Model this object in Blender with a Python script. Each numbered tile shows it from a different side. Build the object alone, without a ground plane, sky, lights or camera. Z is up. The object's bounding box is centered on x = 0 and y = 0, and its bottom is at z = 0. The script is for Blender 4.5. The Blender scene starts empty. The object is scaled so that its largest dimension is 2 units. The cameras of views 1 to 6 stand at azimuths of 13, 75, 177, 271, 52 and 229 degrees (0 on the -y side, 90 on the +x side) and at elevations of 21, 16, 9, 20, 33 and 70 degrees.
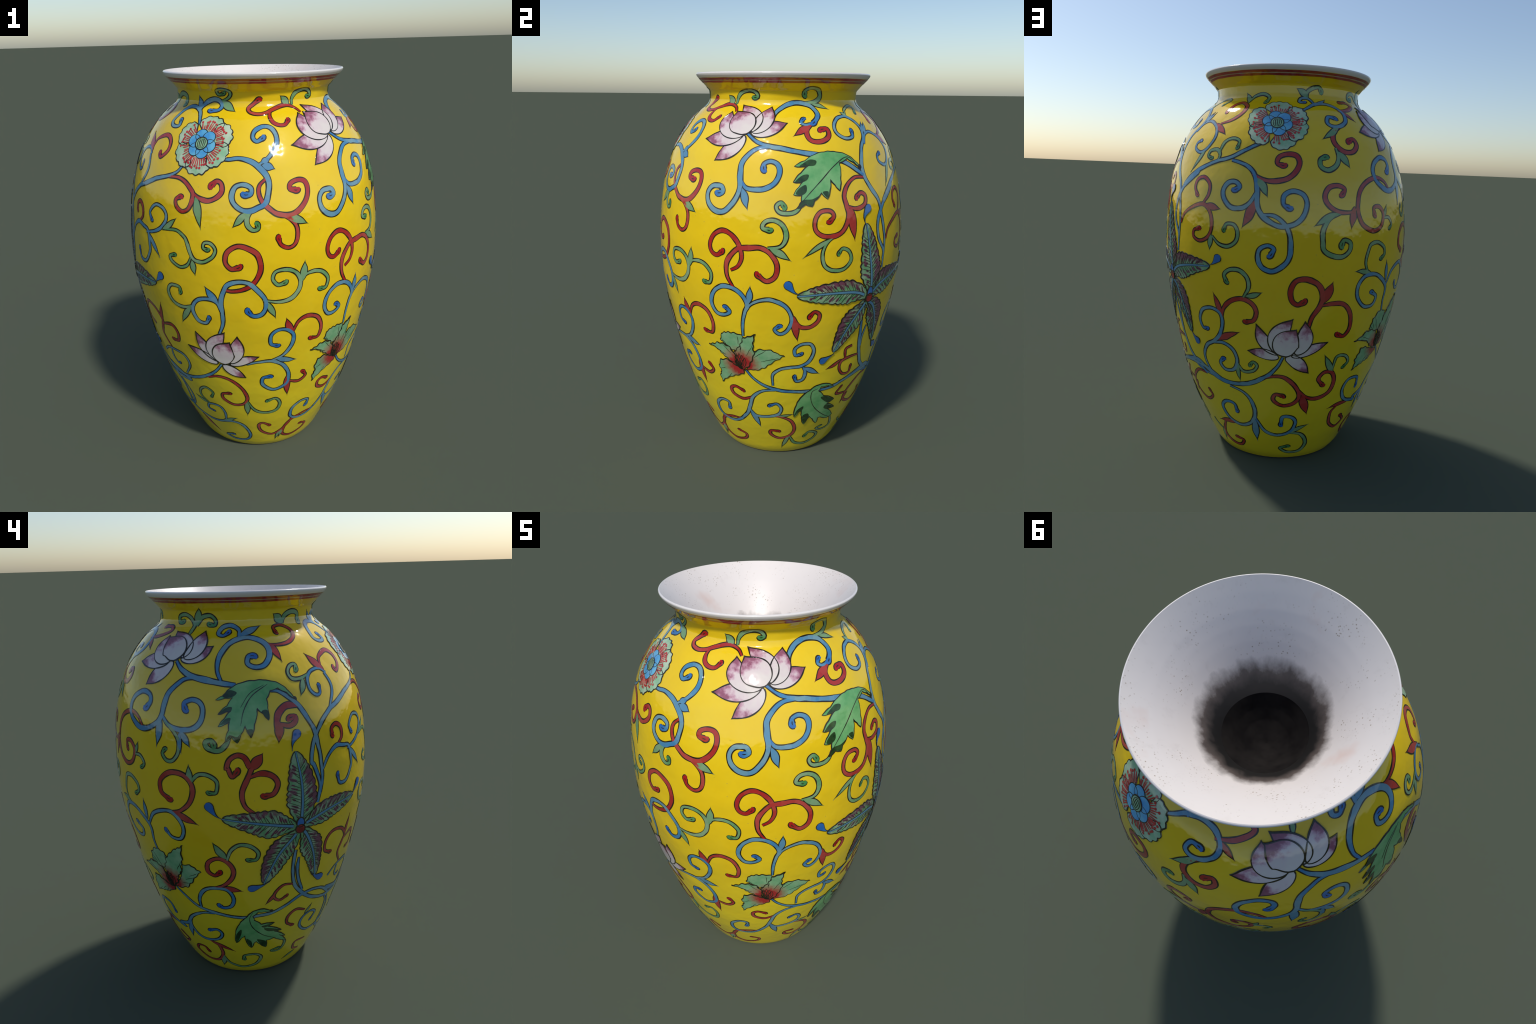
"""Yellow-ground porcelain vase with painted enamel scrolls, lotus, poppies, rosettes and leaves.

The vase is a lathe profile.  Every painted motif is low-relief enamel draped on the profile:
a point of the decoration is written (azimuth in degrees, height in metres) on the unrolled vase.
"""
import bpy, math
import numpy as np
from mathutils import Matrix, Vector
from mathutils.geometry import delaunay_2d_cdt

rng = np.random.default_rng(7)

# ------------------------------------------------------------------ lathe profile
PROFILE = [(0, .334), (.03, .356), (.08, .381), (.16, .417), (.28, .4665), (.42, .516),
           (.56, .5575), (.72, .595), (.88, .6265), (1.04, .646), (1.12, .649), (1.2, .648),
           (1.34, .637), (1.46, .6185), (1.56, .589), (1.64, .557), (1.70, .5215), (1.745, .490),
           (1.79, .4520), (1.82, .4180), (1.836, .3985), (1.852, .3815), (1.875, .3725), (1.91, .3735), (1.93, .388),
           (1.955, .411), (1.975, .430), (1.985, .437), (1.993, .439), (2.0, .434)]
LEAN = [(0, 0, .001),
        (.7, 0, .002), (1.1, .0005, .0024), (1.5, .0027, .0024), (1.72, .0073, .0035), (1.87, .0135, .004), (2.0, .0176, .0025)]
TILT_X, TILT_Y = -.006, .0
PH = np.array([p[0] for p in PROFILE]); PR = np.array([p[1] for p in PROFILE])
def _slopes(x, y):                      # monotone (Fritsch-Carlson) tangents
    d = np.diff(y)/np.diff(x); m = np.empty_like(y); m[0] = d[0]; m[-1] = d[-1]
    w1 = 2*np.diff(x)[1:]+np.diff(x)[:-1]; w2 = np.diff(x)[1:]+2*np.diff(x)[:-1]
    same = d[:-1]*d[1:] > 0
    with np.errstate(divide='ignore', invalid='ignore'):
        m[1:-1] = np.where(same, (w1+w2)/(w1/d[:-1]+w2/d[1:]), 0)
    return m
PM = _slopes(PH, PR)
def radius(h):
    h = np.clip(h, 0, 2.0); i = np.clip(np.searchsorted(PH, h, side='right')-1, 0, len(PH)-2)
    dx = PH[i+1]-PH[i]; t = (h-PH[i])/dx
    return ((2*t**3-3*t**2+1)*PR[i]+(t**3-2*t**2+t)*dx*PM[i]+(-2*t**3+3*t**2)*PR[i+1]+(t**3-t**2)*dx*PM[i+1])
LH = np.array([p[0] for p in LEAN]); LX = np.array([p[1] for p in LEAN]); LY = np.array([p[2] for p in LEAN])
def centre(h):
    return np.interp(h, LH, LX), np.interp(h, LH, LY)
def bulge(az, h):
    """Slow swellings and flats of the hand-thrown wall."""
    d = lambda c, w: np.exp(-(((az-c+180) % 360-180)/w)**2)
    flat = np.interp(h, [.35, .75, 1.0, 1.6, 1.8], [0, .6, 1, .9, 0])
    full = np.interp(h, [.02, .15, .6, 1.1, 1.7, 1.82], [0, .5, .15, .4, .8, 0])
    low = np.exp(-((h-.26)/.14)**2)
    return -.010*flat*d(np.interp(h, [.4, 1.6], [60, 35]), 36)+.009*full*d(215, 50)+.003*low+.006*d(105, 35)*np.exp(-((h-.45)/.2)**2)

_h = np.linspace(0, 2.0, 4001)
_r = radius(_h)
_s = np.concatenate([[0], np.cumsum(np.hypot(np.diff(_h), np.diff(_r)))])
_dr, _dh = np.gradient(_r, _s), np.gradient(_h, _s)


def arc(h):
    return np.interp(h, _h, _s)


def height(s):
    return np.interp(s, _s, _h)


def surface(az, s, off=0.0):
    """Point and outward normal of the vase wall at azimuth az (degrees) and profile arc length s."""
    az, s = np.asarray(az, float), np.asarray(s, float)
    h = height(s)
    r = radius(h)+bulge(az, h)
    dr, dh = np.interp(s, _s, _dr), np.interp(s, _s, _dh)
    a = np.radians(az)
    n = np.stack([dh*np.sin(a), -dh*np.cos(a), -dr], -1)
    n /= np.linalg.norm(n, axis=-1, keepdims=True)
    cx, cy = centre(h)
    x, y = r*np.sin(a), -r*np.cos(a)
    w = np.clip((h-1.6)/.3, 0, 1)
    p = np.stack([cx+x, cy+y, h+w*(TILT_X*x+TILT_Y*y)], -1)
    return p+n*np.asarray(off)[..., None], n


# ------------------------------------------------------------------ materials
def nodes_of(name):
    m = bpy.data.materials.new(name)
    m.use_nodes = True
    return m, m.node_tree.nodes, m.node_tree.links, m.node_tree.nodes["Principled BSDF"]


def noise(n, l, vec, scale, detail=3.0, rough=.55):
    t = n.new("ShaderNodeTexNoise")
    t.inputs["Scale"].default_value = scale
    t.inputs["Detail"].default_value = detail
    t.inputs["Roughness"].default_value = rough
    l.new(vec, t.inputs["Vector"])
    return t.outputs["Fac"]


def ramp(n, l, fac, stops):
    c = n.new("ShaderNodeValToRGB")
    e = c.color_ramp.elements
    while len(e) < len(stops):
        e.new(.5)
    for k, (p, col) in zip(e, stops):
        k.position = p
        k.color = (*col, 1) if len(col) == 3 else col
    l.new(fac, c.inputs["Fac"])
    return c.outputs["Color"]


def mix(n, l, fac, a, b, mode="MIX"):
    m = n.new("ShaderNodeMix")
    m.data_type = "RGBA"
    m.blend_type = mode
    for sock, v in ((m.inputs[0], fac), (m.inputs[6], a), (m.inputs[7], b)):
        if hasattr(v, "is_output"):
            l.new(v, sock)
        elif isinstance(v, tuple):
            sock.default_value = (*v, 1)
        else:
            sock.default_value = v
    return m.outputs[2]


def gloss(n, l, b, rough=.12, wave=.0):
    """The clear glaze: a tight highlight over slightly uneven porcelain."""
    b.inputs["Roughness"].default_value = rough
    b.inputs["IOR"].default_value = 1.5
    b.inputs["Specular IOR Level"].default_value = .65
    if wave:
        bump = n.new("ShaderNodeBump")
        bump.inputs["Strength"].default_value = wave
        bump.inputs["Distance"].default_value = .02
        place = n.new("ShaderNodeNewGeometry").outputs["Position"]
        l.new(noise(n, l, place, 7, 3, .5), bump.inputs["Height"])
        l.new(bump.outputs["Normal"], b.inputs["Normal"])


GLOSS, WAVE = .07, .30


def enamel(name, pale, deep, scale=9):
    """Brushed enamel whose wash wanders between a pale and a deep tone."""
    m, n, l, b = nodes_of(name)
    vec = n.new("ShaderNodeTexCoord").outputs["Object"]
    f = noise(n, l, vec, scale, 4, .6)
    l.new(ramp(n, l, f, [(.36, pale), (.64, deep)]), b.inputs["Base Color"])
    gloss(n, l, b, GLOSS, WAVE)
    return m


def blend(a, b, t):
    return tuple(x+(y-x)*t for x, y in zip(a, b))


TONES = {   # pale wash, full wash, loaded brush
    "blue": ((.165, .30, .345), (.052, .205, .37), (.010, .110, .40)),
    "green": ((.235, .345, .195), (.13, .285, .12), (.05, .22, .06)),
    "red": ((.40, .062, .048), (.335, .018, .015), (.36, .004, .006)),
}
MAT = {}
for _c, (_p, _f, _d) in TONES.items():
    _mid = [blend(_p, _f, k/3) for k in range(4)]+[blend(_f, _d, k/3) for k in (1, 2, 3)]
    MAT[_c] = [enamel(_c+"_enamel_wash", blend(m, _p, .18), blend(m, _d, .10)) for m in _mid]   # seven steps, thin to loaded
INK = enamel("ink_line", (.036, .028, .012), (.008, .007, .005), 22)
BROWN = enamel("brown_line", (.11, .045, .02), (.05, .02, .012), 30)
STAMEN = enamel("crimson_stamen", (.50, .045, .04), (.38, .02, .02), 40)
PURPLE = enamel("purple_brush", (.20, .075, .11), (.115, .030, .058), 24)
HEART = enamel("crimson_heart", (.34, .02, .02), (.16, .008, .01), 30)
SHADE = enamel("dark_leaf_shade", (.030, .075, .018), (.010, .030, .008), 25)
COBALT = enamel("cobalt_petal", (.13, .42, .60), (.03, .22, .56), 14)
SEED = enamel("seed_green", (.34, .52, .32), (.17, .40, .22), 22)
FRINGE = enamel("fringed_petal", (.46, .56, .40), (.24, .45, .26), 18)


def yellow_glaze():
    m, n, l, b = nodes_of("yellow_glaze")
    vec = n.new("ShaderNodeTexCoord").outputs["Object"]
    warm = ramp(n, l, noise(n, l, vec, 3.2, 4, .6), [(.30, (.74, .49, .006)), (.52, (.76, .52, .009)), (.75, (.76, .55, .022))])
    zed = n.new("ShaderNodeSeparateXYZ")
    l.new(vec, zed.inputs[0])
    edge = n.new("ShaderNodeMath")
    edge.operation = "MULTIPLY_ADD"
    l.new(noise(n, l, vec, 5, 5, .6), edge.inputs[0])
    edge.inputs[1].default_value = .8
    l.new(zed.outputs["Z"], edge.inputs[2])
    thin = ramp(n, l, _half(n, l, edge.outputs[0]), [(.42, (1, 1, 1)), (.70, (0, 0, 0))])
    warm = mix(n, l, thin, warm, (.71, .560, .016))
    fine = noise(n, l, vec, 26, 5, .65)
    col = mix(n, l, ramp(n, l, fine, [(.35, (0, 0, 0)), (.75, (.22, .22, .22))]), warm, (.72, .47, .006))
    pits = n.new("ShaderNodeTexVoronoi")
    pits.inputs["Scale"].default_value = 15
    l.new(vec, pits.inputs["Vector"])
    col = mix(n, l, ramp(n, l, pits.outputs["Distance"], [(.035, (1, 1, 1)), (.055, (0, 0, 0))]), col, (.60, .42, .03))
    l.new(col, b.inputs["Base Color"])
    gloss(n, l, b, GLOSS, WAVE)
    return m


def white_glaze(name, base, stain, speck):
    m, n, l, b = nodes_of(name)
    vec = n.new("ShaderNodeTexCoord").outputs["Object"]
    col = ramp(n, l, noise(n, l, vec, 4, 4), [(.35, base), (.62, base), (.80, stain)])
    if speck:
        for size, cut, lo in ((80, .26, .49), (42, .13, .55)):        # pinholes and larger brown spots, in clusters
            v = n.new("ShaderNodeTexVoronoi")
            v.inputs["Scale"].default_value = size
            l.new(vec, v.inputs["Vector"])
            dots = ramp(n, l, v.outputs["Distance"], [(cut*.5, (1, 1, 1)), (cut, (0, 0, 0))])
            where = ramp(n, l, noise(n, l, vec, 9, 4), [(lo, (0, 0, 0)), (lo+.14, (.8, .8, .8))])
            col = mix(n, l, mix(n, l, 1.0, dots, where, "MULTIPLY"), col, (.26, .19, .12))
        swirl = n.new("ShaderNodeMapping")
        swirl.inputs["Scale"].default_value = (1, 1, .3)
        l.new(vec, swirl.inputs["Vector"])
        col = mix(n, l, ramp(n, l, noise(n, l, swirl.outputs["Vector"], 22, 5, .7), [(.55, (0, 0, 0)), (.80, (.35, .35, .35))]), col, (.50, .44, .40))
    l.new(col, b.inputs["Base Color"])
    gloss(n, l, b, .42 if speck else .15, .06)
    return m


def lotus_petal():
    """White petal, its tip washed purple; x runs from base (0) to tip (1) in the petal's own frame."""
    m, n, l, b = nodes_of("lotus_petal")
    vec = n.new("ShaderNodeTexCoord").outputs["Object"]
    xyz = n.new("ShaderNodeSeparateXYZ")
    l.new(vec, xyz.inputs[0])
    wob = n.new("ShaderNodeMath")
    wob.operation = "MULTIPLY_ADD"
    world = n.new("ShaderNodeNewGeometry").outputs["Position"]
    l.new(noise(n, l, world, 30, 3), wob.inputs[0])
    wob.inputs[1].default_value = .85
    l.new(xyz.outputs["X"], wob.inputs[2])
    wash = ramp(n, l, _half(n, l, wob.outputs[0]), [(.30, (.64, .58, .54)), (.47, (.62, .52, .52)), (.54, (.48, .28, .34)),
                                                    (.60, (.28, .095, .145)), (.76, (.17, .042, .08))])
    l.new(wash, b.inputs["Base Color"])
    gloss(n, l, b, GLOSS, WAVE)
    return m


def _half(n, l, v):
    k = n.new("ShaderNodeMath")
    k.operation = "MULTIPLY"
    k.inputs[1].default_value = .5
    l.new(v, k.inputs[0])
    return k.outputs[0]


def radial_petal(name, inner, outer, pale, r0, r1):
    """Petal coloured by its distance from the flower's heart (the object's origin)."""
    m, n, l, b = nodes_of(name)
    vec = n.new("ShaderNodeTexCoord").outputs["Object"]
    d = n.new("ShaderNodeVectorMath")
    d.operation = "LENGTH"
    l.new(vec, d.inputs[0])
    k = n.new("ShaderNodeMapRange")
    k.inputs["From Min"].default_value, k.inputs["From Max"].default_value = r0, r1
    l.new(d.outputs["Value"], k.inputs["Value"])
    w = n.new("ShaderNodeMath")
    w.operation = "MULTIPLY_ADD"
    l.new(noise(n, l, vec, 45, 4), w.inputs[0])
    w.inputs[1].default_value = .6
    l.new(k.outputs[0], w.inputs[2])
    leafy = ramp(n, l, noise(n, l, vec, 14, 3), [(.38, outer), (.66, pale)])
    l.new(mix(n, l, ramp(n, l, w.outputs[0], [(.35, (0, 0, 0)), (.95, (1, 1, 1))]), inner, leafy), b.inputs["Base Color"])
    gloss(n, l, b, GLOSS, WAVE)
    return m


def feathered_petal():
    """Green petal brushed purple towards its edges and tip (x along, y across, petal length = 1)."""
    m, n, l, b = nodes_of("feathered_petal")
    vec = n.new("ShaderNodeTexCoord").outputs["Object"]
    xyz = n.new("ShaderNodeSeparateXYZ")
    l.new(vec, xyz.inputs[0])

    def maths(op, a, c, d=None):
        k = n.new("ShaderNodeMath")
        k.operation = op
        for sock, v in zip(k.inputs, (a, c, d)):
            if v is None:
                continue
            if hasattr(v, "is_output"):
                l.new(v, sock)
            else:
                sock.default_value = v
        return k.outputs[0]
    edge = maths("MULTIPLY_ADD", maths("ABSOLUTE", xyz.outputs["Y"], 0), 2.1, maths("MULTIPLY", xyz.outputs["X"], .34))
    place = n.new("ShaderNodeNewGeometry").outputs["Position"]
    mask = ramp(n, l, maths("MULTIPLY_ADD", noise(n, l, place, 34, 4, .6), .9, edge), [(.84, (0, 0, 0)), (1.04, (1, 1, 1))])
    green = ramp(n, l, noise(n, l, place, 20, 3), [(.35, (.29, .40, .25)), (.62, (.12, .31, .13))])
    l.new(mix(n, l, mask, green, (.17, .055, .085)), b.inputs["Base Color"])
    gloss(n, l, b, GLOSS, WAVE)
    return m


LOTUS = lotus_petal()
POPPY = radial_petal("poppy_petal", (.34, .02, .02), (.15, .36, .17), (.27, .45, .25), .045, .145)
LEAF = enamel("green_leaf", (.20, .43, .17), (.085, .32, .10), 9)
FEATHER = feathered_petal()

# ------------------------------------------------------------------ scene tree and mesh builder
vase = bpy.data.objects.new("porcelain_vase", None)
bpy.context.scene.collection.objects.link(vase)
vase["label"] = "yellow porcelain vase painted with blue red green scrolls and flowers"
vase["category"] = "vase"


class Sheet:
    """Collects draped faces with their surface normals and materials."""

    def __init__(self, name, parent=None, frame=None):
        self.name, self.parent, self.frame = name, parent or vase, frame
        self.v, self.n, self.f, self.m, self.mats = [], [], [], [], []

    def slot(self, mat):
        if mat not in self.mats:
            self.mats.append(mat)
        return self.mats.index(mat)

    def add(self, pts, nrm, faces, mats):
        k = sum(len(a) for a in self.v)
        self.v.append(np.asarray(pts))
        self.n.append(np.asarray(nrm))
        self.f += [tuple(i+k for i in q) for q in faces]
        self.m += mats

    def build(self):
        v, nr = np.concatenate(self.v), np.concatenate(self.n)
        frame = self.frame or Matrix.Identity(4)
        inv = np.array(frame.inverted())
        rot = np.array(frame.to_3x3().normalized())
        v = v @ inv[:3, :3].T + inv[:3, 3]
        nr = nr @ rot
        me = bpy.data.meshes.new(self.name)
        me.from_pydata(v.tolist(), [], self.f)
        for mt in self.mats:
            me.materials.append(mt)
        me.polygons.foreach_set("material_index", self.m)
        me.polygons.foreach_set("use_smooth", [True]*len(self.f))
        me.normals_split_custom_set_from_vertices(nr.tolist())
        me.update()
        o = bpy.data.objects.new(self.name, me)
        bpy.context.scene.collection.objects.link(o)
        o.parent = self.parent
        o.matrix_world = frame
        return o


def smooth(points, step=.006, closed=False):
    """Catmull-Rom curve through (azimuth, height) points, resampled evenly; returns azimuth, arc, length."""
    a = np.array([p[0] for p in points], float)
    s = arc(np.array([p[1] for p in points], float))
    k = np.pi/180*float(np.mean(radius(height(s))))
    q = np.stack([a*k, s], 1)
    q = np.vstack([q[-1], q, q[0], q[1]]) if closed else np.vstack([2*q[0]-q[1], q, 2*q[-1]-q[-2]])
    out = []
    t = np.linspace(0, 1, 24, endpoint=False)[:, None]
    for i in range(1, len(q)-2):
        p0, p1, p2, p3 = q[i-1:i+3]
        out.append(.5*(2*p1+(p2-p0)*t+(2*p0-5*p1+4*p2-p3)*t**2+(3*p1-p0-3*p2+p3)*t**3))
    c = np.vstack(out+[q[-2][None]])
    return resample(c[:, 0]/k, c[:, 1], step)


def resample(a, s, step):
    r = radius(height(s))*np.pi/180
    d = np.hypot(np.diff(a)*(r[1:]+r[:-1])/2, np.diff(s))
    L = np.concatenate([[0], np.cumsum(d)])
    n = max(6, int(L[-1]/step)+1)
    u = np.linspace(0, L[-1], n)
    return np.interp(u, L, a), np.interp(u, L, s), u


def across(a, s):
    """Unit left-hand direction of a path, as (d azimuth, d arc) per metre."""
    r = radius(height(s))*np.pi/180
    tx, ty = np.gradient(a)*r, np.gradient(s)
    k = np.hypot(tx, ty)+1e-9
    return -ty/k/r, tx/k


def ribbon(sheet, a, s, wl, wr, off, mats):
    """A draped brush stroke: path a,s with half widths wl,wr, its edges turned down into the glaze."""
    da, ds = across(a, s)
    rise = np.linspace(0, .00025, len(a))
    rows = []
    for k, o in ((wl, -.0006), (wl, off), (wl*.33-wr*.33, off), (-wr, off), (-wr, -.0006)):
        o = o+rise if o > 0 else np.full(len(a), o)
        rows.append(surface(a+da*k, s+ds*k, o))
    n, m = len(a), len(rows)
    pts = np.stack([p for p, _ in rows], 1).reshape(-1, 3)
    nrm = np.stack([q for _, q in rows], 1).reshape(-1, 3)
    faces, mi = [], []
    for i in range(n-1):
        for j in range(m-1):
            faces.append((i*m+j, i*m+m+j, i*m+m+j+1, i*m+j+1)[::-1])
            mi.append(mats[i])
    sheet.add(pts, nrm, faces, mi)


def wobble(n, amount, period=9):
    k = max(2, int(n/period)+2)
    return 1+amount*np.interp(np.linspace(0, 1, n), np.linspace(0, 1, k), rng.uniform(-1, 1, k))


_layer = [0]


def lift():
    _layer[0] += 1
    return (_layer[0] % 40)*.000006


def heading(a, s):
    r = radius(height(s))*np.pi/180
    return np.unwrap(np.arctan2(np.gradient(s), np.gradient(a)*r))


def turning(a, s, u):
    """How far (radians) a stroke turns over its last third: curls turn a lot, stems hardly."""
    h = heading(a, s)
    return h[-1]-h[np.searchsorted(u, u[-1]-min(.12, .4*u[-1]))]


def curl_in(a, s, u, w, turn):
    """Winds the end of a stroke a quarter turn further into its eye."""
    h0, sign = heading(a, s)[-2], np.sign(turn)
    t = np.linspace(0, 1, 10)[1:]
    ang = h0+sign*1.7*t
    step = 1.7/9*w*np.linspace(1.25, .85, 9)
    x, y = np.cumsum(np.cos(ang)*step), np.cumsum(np.sin(ang)*step)
    k = radius(height(s[-1]))*np.pi/180
    return resample(np.concatenate([a, a[-1]+x/k]), np.concatenate([s, s[-1]+y]), .005)


def scroll(colour, width, *points, tip=None, parent=None, name="scroll", thin=False):
    """Enamel stroke drawn in ink and filled: slender start, full middle, rounded curled end."""
    a, s, u = smooth(points, .005)
    w = (width+2)*.0005
    turn = turning(a, s, u)
    curled = abs(turn) > 1.0
    if curled:
        a, s, u = curl_in(a, s, u, w, turn)
    L, n = u[-1], len(u)
    f = .62+.38*np.clip(u/(.25*L), 0, 1)
    f *= 1-.16*np.clip((u-.5*L)/(.5*L), 0, 1)
    if curled:
        f *= 1+.40*np.exp(-((L-w*1.35-u)/(w*1.2))**2)
        cap = np.clip((u-(L-w))/w, 0, 1)
        f *= np.sqrt(np.clip(1-cap**2, .0, 1))*.97+.03
    wl, wr = w*f*wobble(n, .10), w*f*wobble(n, .10)
    il, ir = np.minimum(.0047*wobble(n, .5, 5), wl*.55), np.minimum(.0047*wobble(n, .45, 5), wr*.55)
    sh = Sheet(name, parent)
    e = lift()
    ribbon(sh, a, s, wl, wr, .0007+e, [sh.slot(INK)]*n)
    tones = MAT[colour]
    t = .9*np.exp(-(u/.035)**2)+(2.9 if curled else .6)*np.exp(-((L-u)/.045)**2)+.7+1.5*(wobble(n, .8, 16)-1)
    t = np.clip(np.round(t*2), 0, 6).astype(int)
    mats = [sh.slot(tones[k]) for k in t]
    if tip:
        for i in range(n):
            if u[i] > .62*L:
                mats[i] = sh.slot(MAT[tip][t[i]])
    ribbon(sh, a, s, np.maximum(wl-il, .0004), np.maximum(wr-ir, .0004), .0014+e, mats)
    if curled:                                        # inked eye of the curl
        k = np.searchsorted(u, [L-w*2.6, L-w*.9])
        if k[1]-k[0] > 2:
            stroke(sh, INK, .0042, a[k[0]:k[1]], s[k[0]:k[1]], .0019+e, .9)
    return sh.build()


def leaflet(colour, width, base, end, parent=None):
    """Small pointed leaf with a drawn-out tip."""
    q = np.array([base, end], float)
    mid = (q[0]+q[1])/2
    bend = rng.uniform(-.05, .05)
    mid = mid+np.array([(q[1][1]-q[0][1])*bend*90, -(q[1][0]-q[0][0])*bend/90])
    a, s, u = smooth([tuple(q[0]), tuple(mid), tuple(q[1])], .004)
    x, n = u/u[-1], len(u)
    w = (width+3)*.0005*(.12+np.sin(np.pi*np.clip(x*1.02, 0, 1)**.85)**.9)*(1-x**6)
    wl, wr = w*wobble(n, .12), w*wobble(n, .12)
    sh = Sheet("leaflet", parent)
    e = lift()
    ribbon(sh, a, s, wl, wr, .0007+e, [sh.slot(INK)]*n)
    tones = MAT[colour]
    t = np.clip(np.round(.6+2.2*x+1.6*np.exp(-(x/.2)**2)+(wobble(n, .8)-1)), 0, 6).astype(int)
    ribbon(sh, a, s, np.maximum(wl-.0048, .0003), np.maximum(wr-.0048, .0003), .0014+e, [sh.slot(tones[k]) for k in t])
    return sh.build()


def stroke(sheet, mat, width, a, s, off, taper=.75):
    """Plain brush line, thinning to both ends."""
    n = len(a)
    x = np.linspace(0, 1, n)
    w = width*.5*(1-taper*np.abs(2*x-1)**3)*wobble(n, .25, 5)
    ribbon(sheet, a, s, w, w, off, [sheet.slot(mat)]*n)


def patch(sheet, mat, a, s, off, grid=.011, skirt=True):
    """Fills a closed outline with a draped enamel sheet."""
    k = np.pi/180*float(np.mean(radius(height(s))))
    p = np.stack([a*k, s], 1)
    lo, hi = p.min(0), p.max(0)
    gx, gy = np.meshgrid(np.arange(lo[0], hi[0], grid), np.arange(lo[1], hi[1], grid))
    g = np.stack([gx.ravel(), gy.ravel()], 1)
    if len(g):
        x0, y0 = p[:, 0][:, None], p[:, 1][:, None]
        x1, y1 = np.roll(p[:, 0], -1)[:, None], np.roll(p[:, 1], -1)[:, None]
        cross = ((y0 > g[:, 1]) != (y1 > g[:, 1])) & (g[:, 0] < (x1-x0)*(g[:, 1]-y0)/(y1-y0+1e-12)+x0)
        near = np.min(np.hypot(x0-g[:, 0], y0-g[:, 1]), 0)
        g = g[(cross.sum(0) % 2 == 1) & (near > grid*.4)]
    allp = np.vstack([p, g])
    n = len(p)
    r = delaunay_2d_cdt([Vector(q) for q in allp], [(i, (i+1) % n) for i in range(n)], [], 1, 1e-7)
    v = np.array([tuple(q) for q in r[0]])
    pts, nrm = surface(v[:, 0]/k, v[:, 1], np.full(len(v), off))
    faces = []
    for f in r[2]:
        q = v[list(f)]
        c = (q[1, 0]-q[0, 0])*(q[2, 1]-q[0, 1])-(q[1, 1]-q[0, 1])*(q[2, 0]-q[0, 0])
        faces.append(tuple(f) if c > 0 else tuple(f)[::-1])
    sheet.add(pts, nrm, faces, [sheet.slot(mat)]*len(faces))


def outline(sheet, a, s, width, off, mat=None):
    a, s = np.append(a, a[:2]), np.append(s, s[:2])
    w = width*.5*wobble(len(a), .4, 5)
    ribbon(sheet, a, s, w, w, off, [sheet.slot(mat or INK)]*len(a))


def frame_at(base, end=None, scale=1.0):
    """Local frame on the wall at base=(azimuth, height): x towards end, z outwards."""
    p, n = surface(base[0], arc(base[1]))
    if end is None:
        x = np.cross([0, 0, 1.], n)
    else:
        q, _ = surface(end[0], arc(end[1]))
        x = q-p
    x = x-n*np.dot(x, n)
    x /= np.linalg.norm(x)
    y = np.cross(n, x)
    m = Matrix(((x[0], y[0], n[0], p[0]), (x[1], y[1], n[1], p[1]), (x[2], y[2], n[2], p[2]), (0, 0, 0, 1)))
    return m @ Matrix.Scale(scale, 4)


def around(c, x, y):
    """Chart point at metric offset x (right), y (up along the wall) from c=(azimuth, height)."""
    s = arc(c[1])+np.asarray(y)
    return c[0]+np.degrees(np.asarray(x)/radius(height(s))), s


_bloom = [None, None]


def bloom(name, at, size=.012, mat=None):
    """Starts a flower or leaf group: its small centre mesh carries the petals as children."""
    t = np.linspace(0, 2*np.pi, 20, endpoint=False)
    a, s = around(at, size*np.cos(t), size*np.sin(t))
    sh = Sheet(name, None, frame_at(at))
    patch(sh, mat or INK, a, s, .0016)
    _bloom[:] = [sh.build(), at]


def petal(kind, width, layer, *spine):
    """Lotus petal: rounded base, bellied sides, pointed tip."""
    a, s, u = smooth(spine, .005)
    x = u/u[-1]
    w = width*.5*(np.sin(np.pi*x**.85)**.75*.94+.10*(1-x)**2)*(1-x**10)
    da, ds = across(a, s)
    oa, os_ = np.concatenate([a+da*w, (a-da*w)[::-1][1:]]), np.concatenate([s+ds*w, (s-ds*w)[::-1][1:]])
    sh = Sheet("petal", _bloom[0], frame_at(spine[0], spine[-1], float(u[-1])))
    off = .0018+.0011*layer
    patch(sh, LOTUS, oa, os_, off)
    outline(sh, oa, os_, .0048, off+.0005, INK)
    sh.build()


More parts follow.
